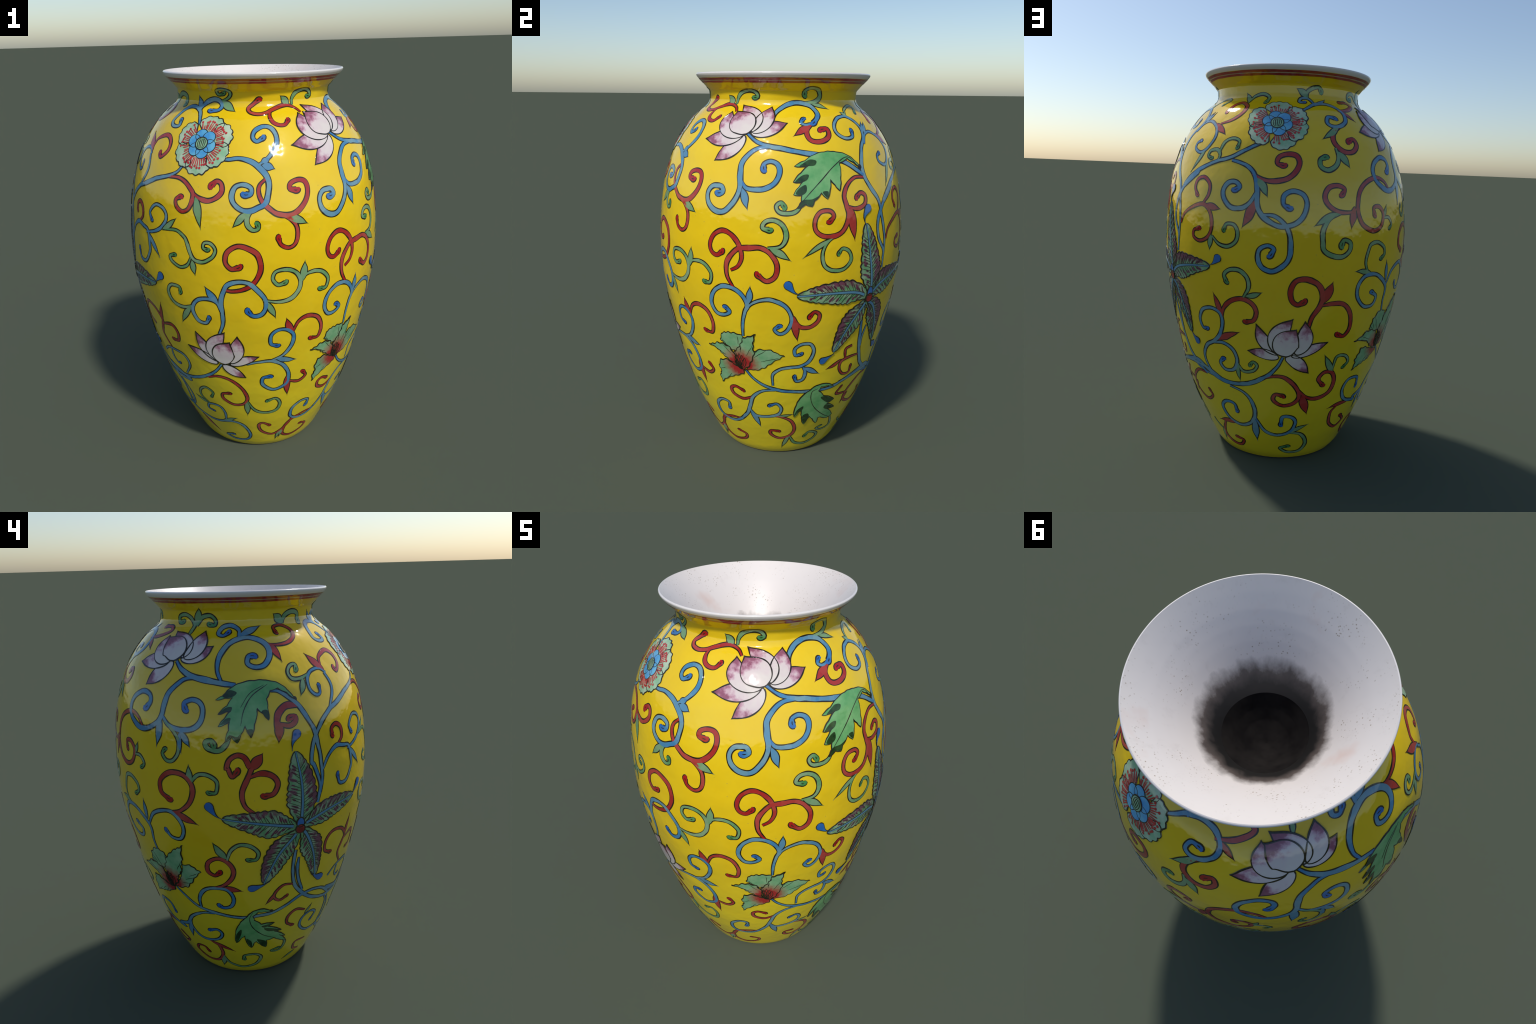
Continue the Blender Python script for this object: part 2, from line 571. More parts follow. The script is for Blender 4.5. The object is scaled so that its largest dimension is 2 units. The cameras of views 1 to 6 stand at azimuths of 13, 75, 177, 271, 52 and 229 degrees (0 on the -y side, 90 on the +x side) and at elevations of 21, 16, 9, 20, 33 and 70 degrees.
def fill(kind, layer, *pts):
    """Poppy petal or leaf blade with an inked, slightly crinkled edge."""
    q = list(pts)+[pts[0]]
    crinkle = 1 if kind == "poppy" else .25
    A, S = [], []
    for (a0, h0), (a1, h1) in zip(q[:-1], q[1:]):
        s0, s1 = arc(h0), arc(h1)
        d = math.hypot(math.radians(a1-a0)*radius(h0), s1-s0)
        t = np.linspace(0, 1, max(2, int(d/.006)), endpoint=False)
        belly = np.sin(np.pi*t)*d*.06+crinkle*np.sin(2*np.pi*t*max(1, round(d/.036)))*.003*rng.uniform(.4, 1.2)
        k = math.radians(1)*radius(h0)
        tx, ty = (a1-a0)*k/(d+1e-9), (s1-s0)/(d+1e-9)
        A.append(a0+(a1-a0)*t+ty*belly/k)
        S.append(s0+(s1-s0)*t-tx*belly)
    a, s = np.concatenate(A), np.concatenate(S)
    sh = Sheet("petal" if kind == "poppy" else "leaf_blade", _bloom[0], frame_at(_bloom[1]))
    off = .0022+.0010*layer
    patch(sh, POPPY if kind == "poppy" else LEAF, a, s, off)
    outline(sh, a, s, .0038, off+.0005)
    if kind == "poppy":                                # fold lines running from the edge to the heart
        hs_ = arc(_bloom[1][1])
        for k in rng.choice(len(a), 5, replace=False):
            t = np.linspace(.96, rng.uniform(.45, .75), 12)
            wav = .002*np.sin(t*25)
            stroke(sh, INK, .0022, _bloom[1][0]+(a[k]-_bloom[1][0])*t+wav*60, hs_+(s[k]-hs_)*t, off+.0006, .9)
    sh.build()


def dab(kind, *pts):
    """Loaded dark brush dab on a leaf tooth."""
    a, s, _ = smooth(list(pts), .004, closed=True)
    sh = Sheet("leaf_shading", _bloom[0])
    patch(sh, SHADE, a[:-1], s[:-1], .0037+lift(), .02)
    sh.build()


def vein(width, *pts):
    a, s, _ = smooth(pts, .005)
    sh = Sheet("leaf_vein", _bloom[0])
    stroke(sh, INK, width*.0013, a, s, .0039)
    sh.build()


def feather(kind, width, *spine):
    """Star-flower petal: scalloped sides, slanting veins, purple brushed edges, blue midrib."""
    a, s, u = smooth(spine, .004)
    L, n = u[-1], len(u)
    x = u/L
    env = width*.5*(np.clip(x/.34, 0, 1)**.75*.62+.38*np.clip(x/.5, 0, 1))*np.clip((1-x)/.62, 0, 1)**.62
    env = env+.004
    teeth = 11
    phase = x+.02*np.sin(x*17+rng.uniform(0, 6))
    scal = 1+.12*(np.abs(np.sin(np.pi*teeth*phase))-.6)+.05*np.sin(x*9+rng.uniform(0, 6))
    da, ds = across(a, s)
    w = env*scal
    oa, os_ = np.concatenate([a+da*w, (a-da*w)[::-1][1:]]), np.concatenate([s+ds*w, (s-ds*w)[::-1][1:]])
    sh = Sheet("petal", _bloom[0], frame_at(spine[0], spine[-1], float(L)))
    off = .0020+lift()*3
    patch(sh, FEATHER, oa, os_, off)
    outline(sh, oa, os_, .0042, off+.0012)
    marks = Sheet("petal_veins", _bloom[0])
    for side in (1, -1):
        for k in range(2, 2*teeth-2):
            i0 = int((k/2/teeth*.9)*(n-1))
            i1 = min(n-1, int((k/2/teeth*.9+.085)*(n-1)))
            t = np.linspace(.10, 1, 8)
            reach = rng.uniform(.75, .97) if k % 2 else rng.uniform(.5, .8)
            ii = i0+(i1-i0)*t
            j = np.arange(n)
            ww = np.interp(ii, j, env)*t*reach*side
            va, vs = np.interp(ii, j, a)+np.interp(ii, j, da)*ww, np.interp(ii, j, s)+np.interp(ii, j, ds)*ww
            if rng.random() < .78:
                cut = int(rng.uniform(2, 5))
                wid = rng.uniform(.007, .015)
                pa, ps, _ = resample(va[cut:], vs[cut:], .004)
                stroke(marks, PURPLE, wid*np.clip(np.interp(i0, j, env)/.04, .4, 1), pa+np.interp(i0, j, da)*.0, ps, off+.0004+.00001*k, .8)
            va, vs, _ = resample(va, vs, .005)
            stroke(marks, INK, .0022, va, vs, off+.0008+.00001*k, .6)
    sh.build()
    marks.build()
    rib = slice(int(.10*n), n)
    sh = Sheet("midrib", _bloom[0])
    ra, rs = a[rib], s[rib]
    m = len(ra)
    taper = np.linspace(1.15, .45, m)
    ribbon(sh, ra, rs, .0085*taper, .0085*taper, off+.0014, [sh.slot(INK)]*m)
    ribbon(sh, ra, rs, .0055*taper, .0055*taper, off+.0020, [sh.slot(MAT["blue"][2])]*m)
    sh.build()


def drop(colour, *pts):
    """Teardrop bead at the end of a star petal."""
    a, s, u = smooth(pts, .004)
    x, n = u/u[-1], len(u)
    w = .021*np.clip(x/.75, 0.12, 1)**1.6
    cap = np.clip((u-(u[-1]-.02))/.02, 0, 1)
    w = w*(np.sqrt(np.clip(1-cap**2, 0, 1))*.97+.03)
    sh = Sheet("bead", _bloom[0])
    e = lift()
    ribbon(sh, a, s, w, w, .0034+e, [sh.slot(INK)]*n)
    ribbon(sh, a, s, np.maximum(w-.003, .0004), np.maximum(w-.003, .0004), .0041+e,
           [sh.slot(MAT[colour][6 if k > .5 else 5]) for k in x])
    sh.build()


def rosette(at, R, angles):
    """Round flower: six fringed petals with crimson stamens, a cobalt inner ring and a seeded heart."""
    bloom("rosette_flower", at)
    for i, g in enumerate(angles):
        g = math.radians(g)
        t = np.linspace(-1, 1, 33)
        half = math.radians(35)
        rim = R*(1.02-.24*np.abs(t)**3)*(1+.055*np.abs(np.sin(np.pi*5*(t+1)/2))+.012*rng.uniform(-1, 1, 33))
        x = np.concatenate([rim*np.cos(g+half*t), [.30*R*math.cos(g)]])
        y = np.concatenate([rim*np.sin(g+half*t), [.30*R*math.sin(g)]])
        a, s = around(at, x, y)
        a, s, _ = resample(np.append(a, a[0]), np.append(s, s[0]), .005)
        sh = Sheet("petal", _bloom[0])
        off = .0019+.0004*(i % 3)
        patch(sh, FRINGE, a[:-1], s[:-1], off)
        outline(sh, a[:-1], s[:-1], .0040, off+.0004)
        sh.build()
        st = Sheet("stamens", _bloom[0])
        st_n = 9
        for k in range(st_n):
            q = g+half*.82*(2*(k+.5)/st_n-1)+rng.uniform(-.02, .02)
            r1 = R*rng.uniform(.66, .80)
            rr = np.linspace(.50*R, r1, 10)
            va, vs = around(at, rr*np.cos(q), rr*np.sin(q))
            stroke(st, STAMEN, .0046, va, vs, off+.0012, .4)
            if rng.random() < .75:
                rd = r1+R*rng.uniform(.03, .07)
                th = np.linspace(0, 2*np.pi, 10, endpoint=False)
                pa, ps = around(at, rd*math.cos(q)+.0056*np.cos(th), rd*math.sin(q)+.0056*np.sin(th))
                patch(st, STAMEN, pa, ps, off+.0013+.00002*k, .02)
        st.build()
    for i in range(6):
        g = math.radians(90+60*i+15)
        t = np.linspace(0, 2*np.pi, 30, endpoint=False)
        x = .30*R*math.cos(g)+.225*R*np.cos(t)
        y = .30*R*math.sin(g)+.225*R*np.sin(t)
        a, s = around(at, x, y)
        sh = Sheet("inner_petal", _bloom[0])
        patch(sh, COBALT, a, s, .0040+.0001*i)
        outline(sh, a, s, .0026, .0041+.0001*i)
        sh.build()
    t = np.linspace(0, 2*np.pi, 30, endpoint=False)
    sh = Sheet("flower_heart", _bloom[0])
    a, s = around(at, .215*R*np.cos(t), .215*R*np.sin(t))
    patch(sh, SEED, a, s, .0066)
    outline(sh, a, s, .0044, .0070)
    for b in (-.9, -.45, .0, .45, .9):
        v = np.linspace(-1, 1, 12)
        a, s = around(at, b*.15*R*np.sqrt(1-.8*v**2), .17*R*v)
        stroke(sh, INK, .0034, a, s, .0071, .5)
    sh.build()


def poppy_heart(at):
    """Crimson folded heart drawn with nested ink lines."""
    sh = Sheet("flower_heart", _bloom[0])
    for k, (dx, lean, ln) in enumerate([(-.030, -.55, .062), (-.017, -.28, .080), (-.004, -.08, .090), (.008, .12, .082), (.022, .42, .066)]):
        t = np.linspace(0, 1, 14)
        for side in (-1, 1):
            x = dx*.35*(1-t)+lean*ln*t*.8+side*.011*np.sin(np.pi*t)
            y = -.022+ln*t
            a, s = around(at, x, y)
            stroke(sh, INK, .0026, a, s, .0056+.0001*k, .7)
    sh.build()


def star_heart(at):
    for nm, mat, dy, rx, ry, o in (("bud", MAT["blue"][6], .030, .019, .024, .0062), ("flower_heart", HEART, .0, .023, .022, .0068)):
        t = np.linspace(0, 2*np.pi, 28, endpoint=False)
        a, s = around(at, rx*np.cos(t), dy+ry*np.sin(t)*(1+.15*(nm == "bud")*np.sin(t)))
        sh = Sheet(nm, _bloom[0])
        patch(sh, mat, a, s, o)
        outline(sh, a, s, .0045, o+.0005)
        sh.build()


# ------------------------------------------------------------------ the pot itself
def lathe(name, rings, mat, seg=288, thrown=True):
    """Revolves (radius, height) rings round the leaning axis."""
    rings = np.array(rings, float)
    az = np.radians(np.linspace(0, 360, seg, endpoint=False))
    cx, cy = centre(rings[:, 1])
    R = rings[:, :1]+(bulge(np.degrees(az)[None], rings[:, 1:]) if thrown else 0)
    x, y = R*np.sin(az), -R*np.cos(az)
    w = np.clip((rings[:, 1:]-1.6)/.3, 0, 1)
    p = np.stack([cx[:, None]+x, cy[:, None]+y, rings[:, 1:]+w*(TILT_X*x+TILT_Y*y)], -1).reshape(-1, 3)
    f = [(i*seg+j, i*seg+(j+1) % seg, (i+1)*seg+(j+1) % seg, (i+1)*seg+j) for i in range(len(rings)-1) for j in range(seg)]
    me = bpy.data.meshes.new(name)
    me.from_pydata(p.tolist(), [], f)
    me.materials.append(mat)
    me.polygons.foreach_set("use_smooth", [True]*len(f))
    me.update()
    o = bpy.data.objects.new(name, me)
    bpy.context.scene.collection.objects.link(o)
    o.parent = vase
    return o


YELLOW = yellow_glaze()
WHITE = white_glaze("white_lip_glaze", (.70, .66, .63), (.62, .60, .60), False)
INNER = white_glaze("white_inner_glaze", (.68, .625, .585), (.64, .50, .44), True)
RAW = enamel("raw_foot_clay", (.30, .14, .08), (.20, .09, .05), 20)
BAND = enamel("iron_red_band", (.36, .050, .030), (.25, .014, .010), 12)
PIT_SHADOW = enamel("painted_pit_shadow", (.016, .014, .013), (.008, .007, .007), 12)  # base colour blackened for the shadow deep in the mouth
PIT_SHADOW.node_tree.nodes["Principled BSDF"].inputs["Roughness"].default_value = .9
PIT_SHADOW.node_tree.nodes["Principled BSDF"].inputs["Specular IOR Level"].default_value = .05


def painted_shadow_fade():
    """Painted darkness of the mouth: white fading to near-black with depth, broken by noise."""
    m, n, l, b = nodes_of("painted_shadow_fade")
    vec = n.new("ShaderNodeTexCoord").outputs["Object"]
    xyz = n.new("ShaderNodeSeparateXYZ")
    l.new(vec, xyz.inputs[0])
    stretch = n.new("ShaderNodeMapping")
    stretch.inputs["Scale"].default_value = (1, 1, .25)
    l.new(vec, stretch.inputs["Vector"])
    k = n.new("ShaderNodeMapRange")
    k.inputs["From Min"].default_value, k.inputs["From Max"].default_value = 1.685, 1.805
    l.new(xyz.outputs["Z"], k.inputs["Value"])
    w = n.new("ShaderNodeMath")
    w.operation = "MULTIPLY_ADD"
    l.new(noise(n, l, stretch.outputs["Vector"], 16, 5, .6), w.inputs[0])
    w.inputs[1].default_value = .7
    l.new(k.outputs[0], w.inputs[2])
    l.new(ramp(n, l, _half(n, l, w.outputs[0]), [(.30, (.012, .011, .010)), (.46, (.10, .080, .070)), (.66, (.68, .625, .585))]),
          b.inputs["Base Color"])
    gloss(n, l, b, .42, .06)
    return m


SHADOW_FADE = painted_shadow_fade()

LIP = 1.972
hs = np.concatenate([np.linspace(.004, 1.6, 150), np.linspace(1.6, LIP, 110)[1:]])
lathe("body", [(radius(h), h) for h in hs], YELLOW)
lathe("rim", [(radius(LIP)-.004, LIP-.001), (radius(LIP)+.0004, LIP)]+[(radius(h)+.0006, h) for h in np.linspace(LIP+.002, 1.9915, 9)]
      + [(.4385, 1.9942), (.436, 1.9967), (.4326, 1.9973)], WHITE)
lathe("foot_ring", [(radius(.004)-.0002, .0042), (.3345, .0010), (.3325, 0), (.29, 0), (.285, .006), (.26, .012), (.0, .012)], RAW)
FUNNEL = [(2.0, .4325), (1.96, .394), (1.92, .354), (1.88, .317), (1.84, .282), (1.80, .249), (1.76, .217), (1.72, .186),
          (1.68, .155), (1.64, .120), (1.61, .085), (1.59, .045), (1.58, 0)]   # trumpet mouth closing to a pit


def funnel(name, top, low, mat):
    hs_ = np.array([p[0] for p in FUNNEL][::-1])
    rs_ = np.array([p[1] for p in FUNNEL][::-1])
    z = np.linspace(top, low, 40)
    rr = [(float(np.interp(q, hs_, rs_)), q-.0028*max(0, (q-1.96)/.04)) for q in z]
    return lathe(name, rr, mat, thrown=False)


funnel("interior", 2.0, 1.805, INNER)
funnel("mouth_shadow_fade", 1.805, 1.685, SHADOW_FADE)
funnel("throat", 1.685, 1.58, PIT_SHADOW)


PALE = enamel("pale_line", (.46, .34, .24), (.40, .24, .16), 20)
for lo, hi, mat in ((1.9500, 1.9580, BAND), (1.9583, 1.9617, PALE), (1.9620, 1.9710, BAND)):
    az = np.linspace(0, 360, 721)
    wob1 = .0011*np.interp(az, np.linspace(0, 360, 50), rng.uniform(-1, 1, 50))
    mid, half = arc((lo+hi)/2)+wob1, (arc(hi)-arc(lo))/2*wobble(721, .16, 14)
    sh = Sheet("painted_band")
    ribbon(sh, az, mid, half, half, .0008, [sh.slot(mat)]*721)
    sh.build()

# ------------------------------------------------------------------ the painting
# rosette vine, scrolls round it
scroll('blue', 22, (342.4, 1.784), (337.5, 1.831), (330.1, 1.848), (323.8, 1.839), (320.8, 1.812), (320.0, 1.783), (323.7, 1.768), (328.0, 1.772), (327.2, 1.792))
leaflet('blue', 24, (335.7, 1.843), (332.7, 1.900))
scroll('blue', 24, (338.9, 1.817), (336.6, 1.841), (338.5, 1.862), (344.6, 1.881), (349.6, 1.876), (352.1, 1.857), (350.3, 1.838), (345.9, 1.835))
scroll('green', 18, (351.0, 1.874), (355.3, 1.885), (357.6, 1.902), (356.6, 1.919), (351.7, 1.927), (347.8, 1.920), (349.0, 1.903), (352.4, 1.907))
leaflet('green', 34, (352.0, 1.876), (362.4, 1.832))
scroll('red', 22, (43.6, 1.822), (41.2, 1.840), (36.4, 1.852), (30.8, 1.849), (25.9, 1.839), (21.5, 1.828), (16.0, 1.823), (11.7, 1.829), (10.1, 1.844), (12.8, 1.860), (16.2, 1.878))
scroll('red', 20, (23.6, 1.831), (22.8, 1.813), (23.9, 1.793), (26.8, 1.780), (30.4, 1.779), (32.9, 1.794))
leaflet('green', 30, (37.3, 1.851), (31.4, 1.896))
scroll('green', 20, (39.9, 1.854), (40.5, 1.882), (43.8, 1.907), (49.3, 1.916), (54.4, 1.910), (56.5, 1.891), (54.7, 1.885))
scroll('blue', 27, (-2.2, 1.654), (2.2, 1.653), (6.7, 1.657), (11.9, 1.646), (15.7, 1.620), (18.7, 1.588), (19.7, 1.547), (19.1, 1.506), (17.7, 1.473), (14.8, 1.457), (11.8, 1.446), (8.3, 1.450), (5.2, 1.479), (4.4, 1.515), (5.8, 1.546), (9.0, 1.554), (12.1, 1.540), (12.1, 1.517), (10.3, 1.512))
scroll('blue', 24, (15.2, 1.628), (19.3, 1.651), (22.4, 1.677), (24.7, 1.715), (24.4, 1.750), (21.8, 1.773), (18.1, 1.777), (14.0, 1.760), (13.0, 1.736), (14.9, 1.721), (17.6, 1.730))
leaflet('blue', 26, (16.6, 1.637), (21.1, 1.657))
leaflet('blue', 30, (16.9, 1.629), (22.9, 1.610))
scroll('red', 26, (18.3, 1.573), (15.8, 1.549), (15.4, 1.519), (16.7, 1.482), (20.4, 1.445), (22.9, 1.427), (27.1, 1.420), (30.9, 1.430), (34.6, 1.466), (36.3, 1.511), (35.6, 1.549), (32.8, 1.561), (29.1, 1.550), (28.5, 1.528), (30.9, 1.519))
scroll('red', 22, (21.9, 1.432), (27.0, 1.410), (30.1, 1.373), (30.6, 1.327), (29.3, 1.289), (26.6, 1.277), (23.8, 1.293), (22.8, 1.320))
leaflet('green', 34, (26.6, 1.420), (35.6, 1.372))
leaflet('green', 30, (10.8, 1.444), (4.4, 1.373))
scroll('green', 22, (12.8, 1.452), (10.6, 1.420), (10.6, 1.388), (12.4, 1.366), (14.6, 1.369), (14.7, 1.384))
scroll('blue', 24, (340.2, 1.619), (337.6, 1.591), (332.4, 1.569), (324.9, 1.548), (317.0, 1.515), (312.3, 1.497), (306.9, 1.455), (303.6, 1.411), (300.9, 1.355), (300.1, 1.289), (301.3, 1.267), (304.0, 1.169), (302.6, 1.091))
scroll('red', 22, (332.4, 1.568), (338.5, 1.571), (343.0, 1.557), (346.3, 1.528), (347.6, 1.508), (347.2, 1.473), (345.6, 1.442), (342.7, 1.431), (339.9, 1.451), (339.4, 1.478), (341.4, 1.492))
scroll('red', 24, (346.9, 1.520), (350.0, 1.497), (354.1, 1.486), (357.8, 1.499), (360.2, 1.525), (359.9, 1.556), (357.8, 1.568), (355.8, 1.552))
leaflet('green', 34, (348.9, 1.506), (351.7, 1.359))
scroll('blue', 18, (311.9, 1.497), (315.9, 1.559), (316.5, 1.601), (314.4, 1.647))
leaflet('red', 34, (315.3, 1.654), (306.7, 1.733))
scroll('red', 22, (314.0, 1.679), (315.7, 1.711), (323.0, 1.730), (327.6, 1.709), (328.4, 1.672), (324.8, 1.641), (323.3, 1.651))
scroll('blue', 18, (315.7, 1.645), (311.8, 1.668), (306.4, 1.661), (303.5, 1.634), (303.5, 1.593), (306.1, 1.566), (308.6, 1.569), (309.0, 1.596))
scroll('green', 20, (305.3, 1.653), (299.7, 1.639), (295.6, 1.644), (294.4, 1.668), (296.2, 1.691), (299.0, 1.695), (299.1, 1.679))
leaflet('green', 26, (301.2, 1.642), (298.3, 1.569))
scroll('red', 22, (315.0, 1.337), (317.6, 1.363), (317.3, 1.404), (314.5, 1.427), (311.6, 1.414), (311.5, 1.386))
scroll('blue', 22, (305.4, 1.241), (308.8, 1.297), (313.6, 1.329), (318.8, 1.319), (322.3, 1.306), (323.6, 1.247), (323.6, 1.206), (319.8, 1.149), (315.3, 1.150), (313.9, 1.189))
leaflet('blue', 24, (322.3, 1.300), (330.7, 1.194))
scroll('blue', 20, (321.2, 1.297), (329.0, 1.322), (333.8, 1.367), (334.6, 1.404), (331.9, 1.433), (327.6, 1.438), (323.9, 1.400), (325.1, 1.368))
leaflet('green', 26, (332.3, 1.332), (340.4, 1.400))
scroll('green', 20, (333.8, 1.338), (340.2, 1.344), (344.0, 1.321), (345.3, 1.301), (346.6, 1.258), (348.1, 1.227), (349.9, 1.216), (353.0, 1.217), (356.6, 1.244), (357.7, 1.276), (355.8, 1.303), (353.2, 1.303), (352.7, 1.281), (354.0, 1.274))
scroll('green', 18, (347.1, 1.229), (345.3, 1.191), (341.8, 1.176), (337.9, 1.195), (336.8, 1.219), (338.9, 1.229))
leaflet('green', 26, (347.6, 1.220), (348.8, 1.145))
# upper lotus stem, arcs
scroll('blue', 26, (56.3, 1.731), (62.1, 1.697), (68.5, 1.680), (75.1, 1.670), (81.6, 1.658), (88.6, 1.648), (96.5, 1.635), (102.7, 1.615), (107.7, 1.587), (113.0, 1.550))
scroll('blue', 28, (69.8, 1.676), (63.2, 1.671), (58.5, 1.641), (56.2, 1.605), (56.2, 1.557), (56.8, 1.514), (56.2, 1.476), (53.6, 1.430), (49.7, 1.395), (45.3, 1.399), (42.2, 1.429), (41.6, 1.474), (44.0, 1.503), (47.9, 1.503), (49.1, 1.482), (47.5, 1.474))
scroll('blue', 26, (56.8, 1.535), (59.3, 1.505), (63.8, 1.499), (68.0, 1.506), (71.7, 1.531), (73.4, 1.573), (72.5, 1.605), (69.6, 1.619), (66.8, 1.609), (66.4, 1.590))
leaflet('blue', 32, (57.8, 1.504), (60.7, 1.407))
scroll('blue', 27, (68.3, 1.781), (69.5, 1.816), (74.1, 1.843), (81.0, 1.861), (88.2, 1.859), (94.0, 1.843), (95.6, 1.811), (91.8, 1.779))
scroll('blue', 20, (91.5, 1.779), (86.8, 1.769), (84.3, 1.780), (85.5, 1.793))
scroll('red', 26, (91.0, 1.777), (86.9, 1.748), (87.3, 1.716), (90.1, 1.701), (94.9, 1.704), (98.2, 1.725), (98.3, 1.752), (95.3, 1.751))
leaflet('red', 32, (90.1, 1.772), (79.4, 1.721))
scroll('green', 22, (86.4, 1.863), (95.9, 1.866), (100.7, 1.889), (99.1, 1.921), (93.7, 1.930), (89.6, 1.921), (89.1, 1.903))
leaflet('green', 22, (93.8, 1.858), (106.1, 1.834))
# right-hand twin vine
scroll('blue', 24, (123.4, 1.146), (123.6, 1.192), (119.9, 1.256), (119.6, 1.329), (122.3, 1.390), (126.9, 1.443), (134.0, 1.490), (124.6, 1.421), (129.6, 1.472), (137.3, 1.516), (144.3, 1.542), (150.8, 1.561), (156.1, 1.586), (161.2, 1.613), (165.7, 1.633))
scroll('blue', 22, (123.3, 1.103), (124.4, 1.228), (123.8, 1.291), (122.6, 1.354), (120.8, 1.428), (116.5, 1.490), (113.6, 1.544), (113.3, 1.605), (116.4, 1.671), (121.1, 1.713), (122.5, 1.752), (119.9, 1.784), (114.7, 1.804), (108.1, 1.797), (103.7, 1.768), (103.5, 1.735), (107.8, 1.711), (112.6, 1.716), (114.0, 1.738))
leaflet('blue', 22, (121.5, 1.724), (126.7, 1.781))
leaflet('green', 20, (116.9, 1.804), (113.1, 1.824))
scroll('green', 16, (116.2, 1.807), (119.2, 1.832), (126.6, 1.848), (132.0, 1.841), (128.6, 1.818))
scroll('blue', 18, (119.5, 1.683), (123.7, 1.724), (130.0, 1.732), (137.0, 1.698), (138.8, 1.649), (135.8, 1.600), (131.5, 1.581), (126.8, 1.600), (126.6, 1.625), (128.8, 1.636))
leaflet('green', 20, (135.6, 1.606), (127.9, 1.485))
leaflet('blue', 20, (123.4, 1.721), (129.1, 1.778))
leaflet('red', 30, (134.7, 1.721), (145.2, 1.662))
scroll('red', 22, (138.3, 1.717), (145.5, 1.738), (150.2, 1.772), (150.6, 1.805), (145.7, 1.823), (140.6, 1.812), (138.2, 1.782))
leaflet('green', 24, (150.7, 1.822), (144.8, 1.876))
scroll('green', 20, (149.8, 1.822), (152.0, 1.852), (158.6, 1.867), (163.4, 1.851), (162.6, 1.828))
scroll('red', 24, (113.2, 1.542), (107.5, 1.543), (103.2, 1.513), (101.2, 1.470), (102.1, 1.425), (102.9, 1.385), (101.8, 1.341), (99.4, 1.309), (95.4, 1.294), (91.0, 1.300), (88.2, 1.328), (88.2, 1.373), (90.5, 1.406), (94.4, 1.408), (96.1, 1.385), (94.6, 1.364))
scroll('red', 22, (102.4, 1.422), (107.2, 1.408), (111.6, 1.422), (112.3, 1.458), (109.9, 1.476), (107.8, 1.462))
leaflet('red', 38, (104.0, 1.421), (105.9, 1.261))
scroll('green', 20, (98.2, 1.302), (94.3, 1.279), (92.1, 1.249), (91.2, 1.211), (92.1, 1.165), (96.0, 1.137), (101.1, 1.140), (104.2, 1.177), (103.1, 1.219), (100.1, 1.236), (98.4, 1.219))
leaflet('green', 24, (95.9, 1.289), (83.0, 1.201))
scroll('red', 20, (125.4, 1.242), (127.5, 1.288), (132.9, 1.323), (139.2, 1.343), (142.7, 1.325), (144.8, 1.286), (145.2, 1.234), (143.3, 1.192), (139.1, 1.171), (135.3, 1.187), (135.3, 1.217), (138.0, 1.229))
scroll('red', 20, (139.6, 1.346), (142.3, 1.389), (142.3, 1.436), (138.7, 1.466), (134.8, 1.455), (133.7, 1.420), (135.2, 1.388))
leaflet('red', 30, (141.1, 1.343), (149.5, 1.326))
leaflet('green', 24, (145.3, 1.210), (144.5, 1.132))
scroll('green', 20, (145.7, 1.202), (149.3, 1.168), (153.5, 1.162), (156.9, 1.187), (157.6, 1.228), (156.0, 1.260), (152.7, 1.263), (151.5, 1.240))
# middle red knot and fork above the poppy
scroll('red', 26, (54.7, 1.052), (52.2, 1.104), (52.0, 1.158), (53.9, 1.203), (57.2, 1.237), (62.0, 1.244), (66.4, 1.247), (70.4, 1.224), (73.0, 1.172), (72.4, 1.119), (69.0, 1.094), (65.6, 1.117))
scroll('red', 24, (53.9, 1.133), (57.2, 1.156), (58.7, 1.200), (57.5, 1.252), (54.0, 1.297), (49.8, 1.311), (46.0, 1.288), (44.2, 1.243), (45.1, 1.208), (47.5, 1.195), (49.8, 1.211))
leaflet('green', 30, (69.8, 1.247), (78.8, 1.189))
scroll('green', 24, (69.2, 1.247), (74.4, 1.256), (76.5, 1.299), (75.0, 1.349), (71.6, 1.371), (68.2, 1.363), (67.0, 1.337), (69.5, 1.327))
scroll('blue', 24, (58.1, 0.803), (58.3, 0.872), (59.5, 0.933), (60.8, 0.971), (58.0, 1.024), (53.7, 1.049), (49.1, 1.047), (45.0, 1.008), (43.9, 0.955), (45.9, 0.909), (49.4, 0.901), (52.5, 0.922), (51.1, 0.941))
scroll('blue', 22, (59.8, 0.934), (62.1, 0.973), (66.3, 0.998), (70.9, 1.004), (75.6, 0.982), (78.5, 0.946), (79.6, 0.895), (77.6, 0.846), (74.6, 0.828), (72.3, 0.850), (74.0, 0.868))
leaflet('blue', 28, (61.5, 0.976), (62.2, 1.069))
leaflet('red', 34, (80.3, 0.924), (82.7, 0.783))
scroll('red', 22, (80.1, 0.917), (83.0, 0.868), (87.3, 0.861), (90.7, 0.887), (91.4, 0.922), (89.2, 0.939), (87.4, 0.920))
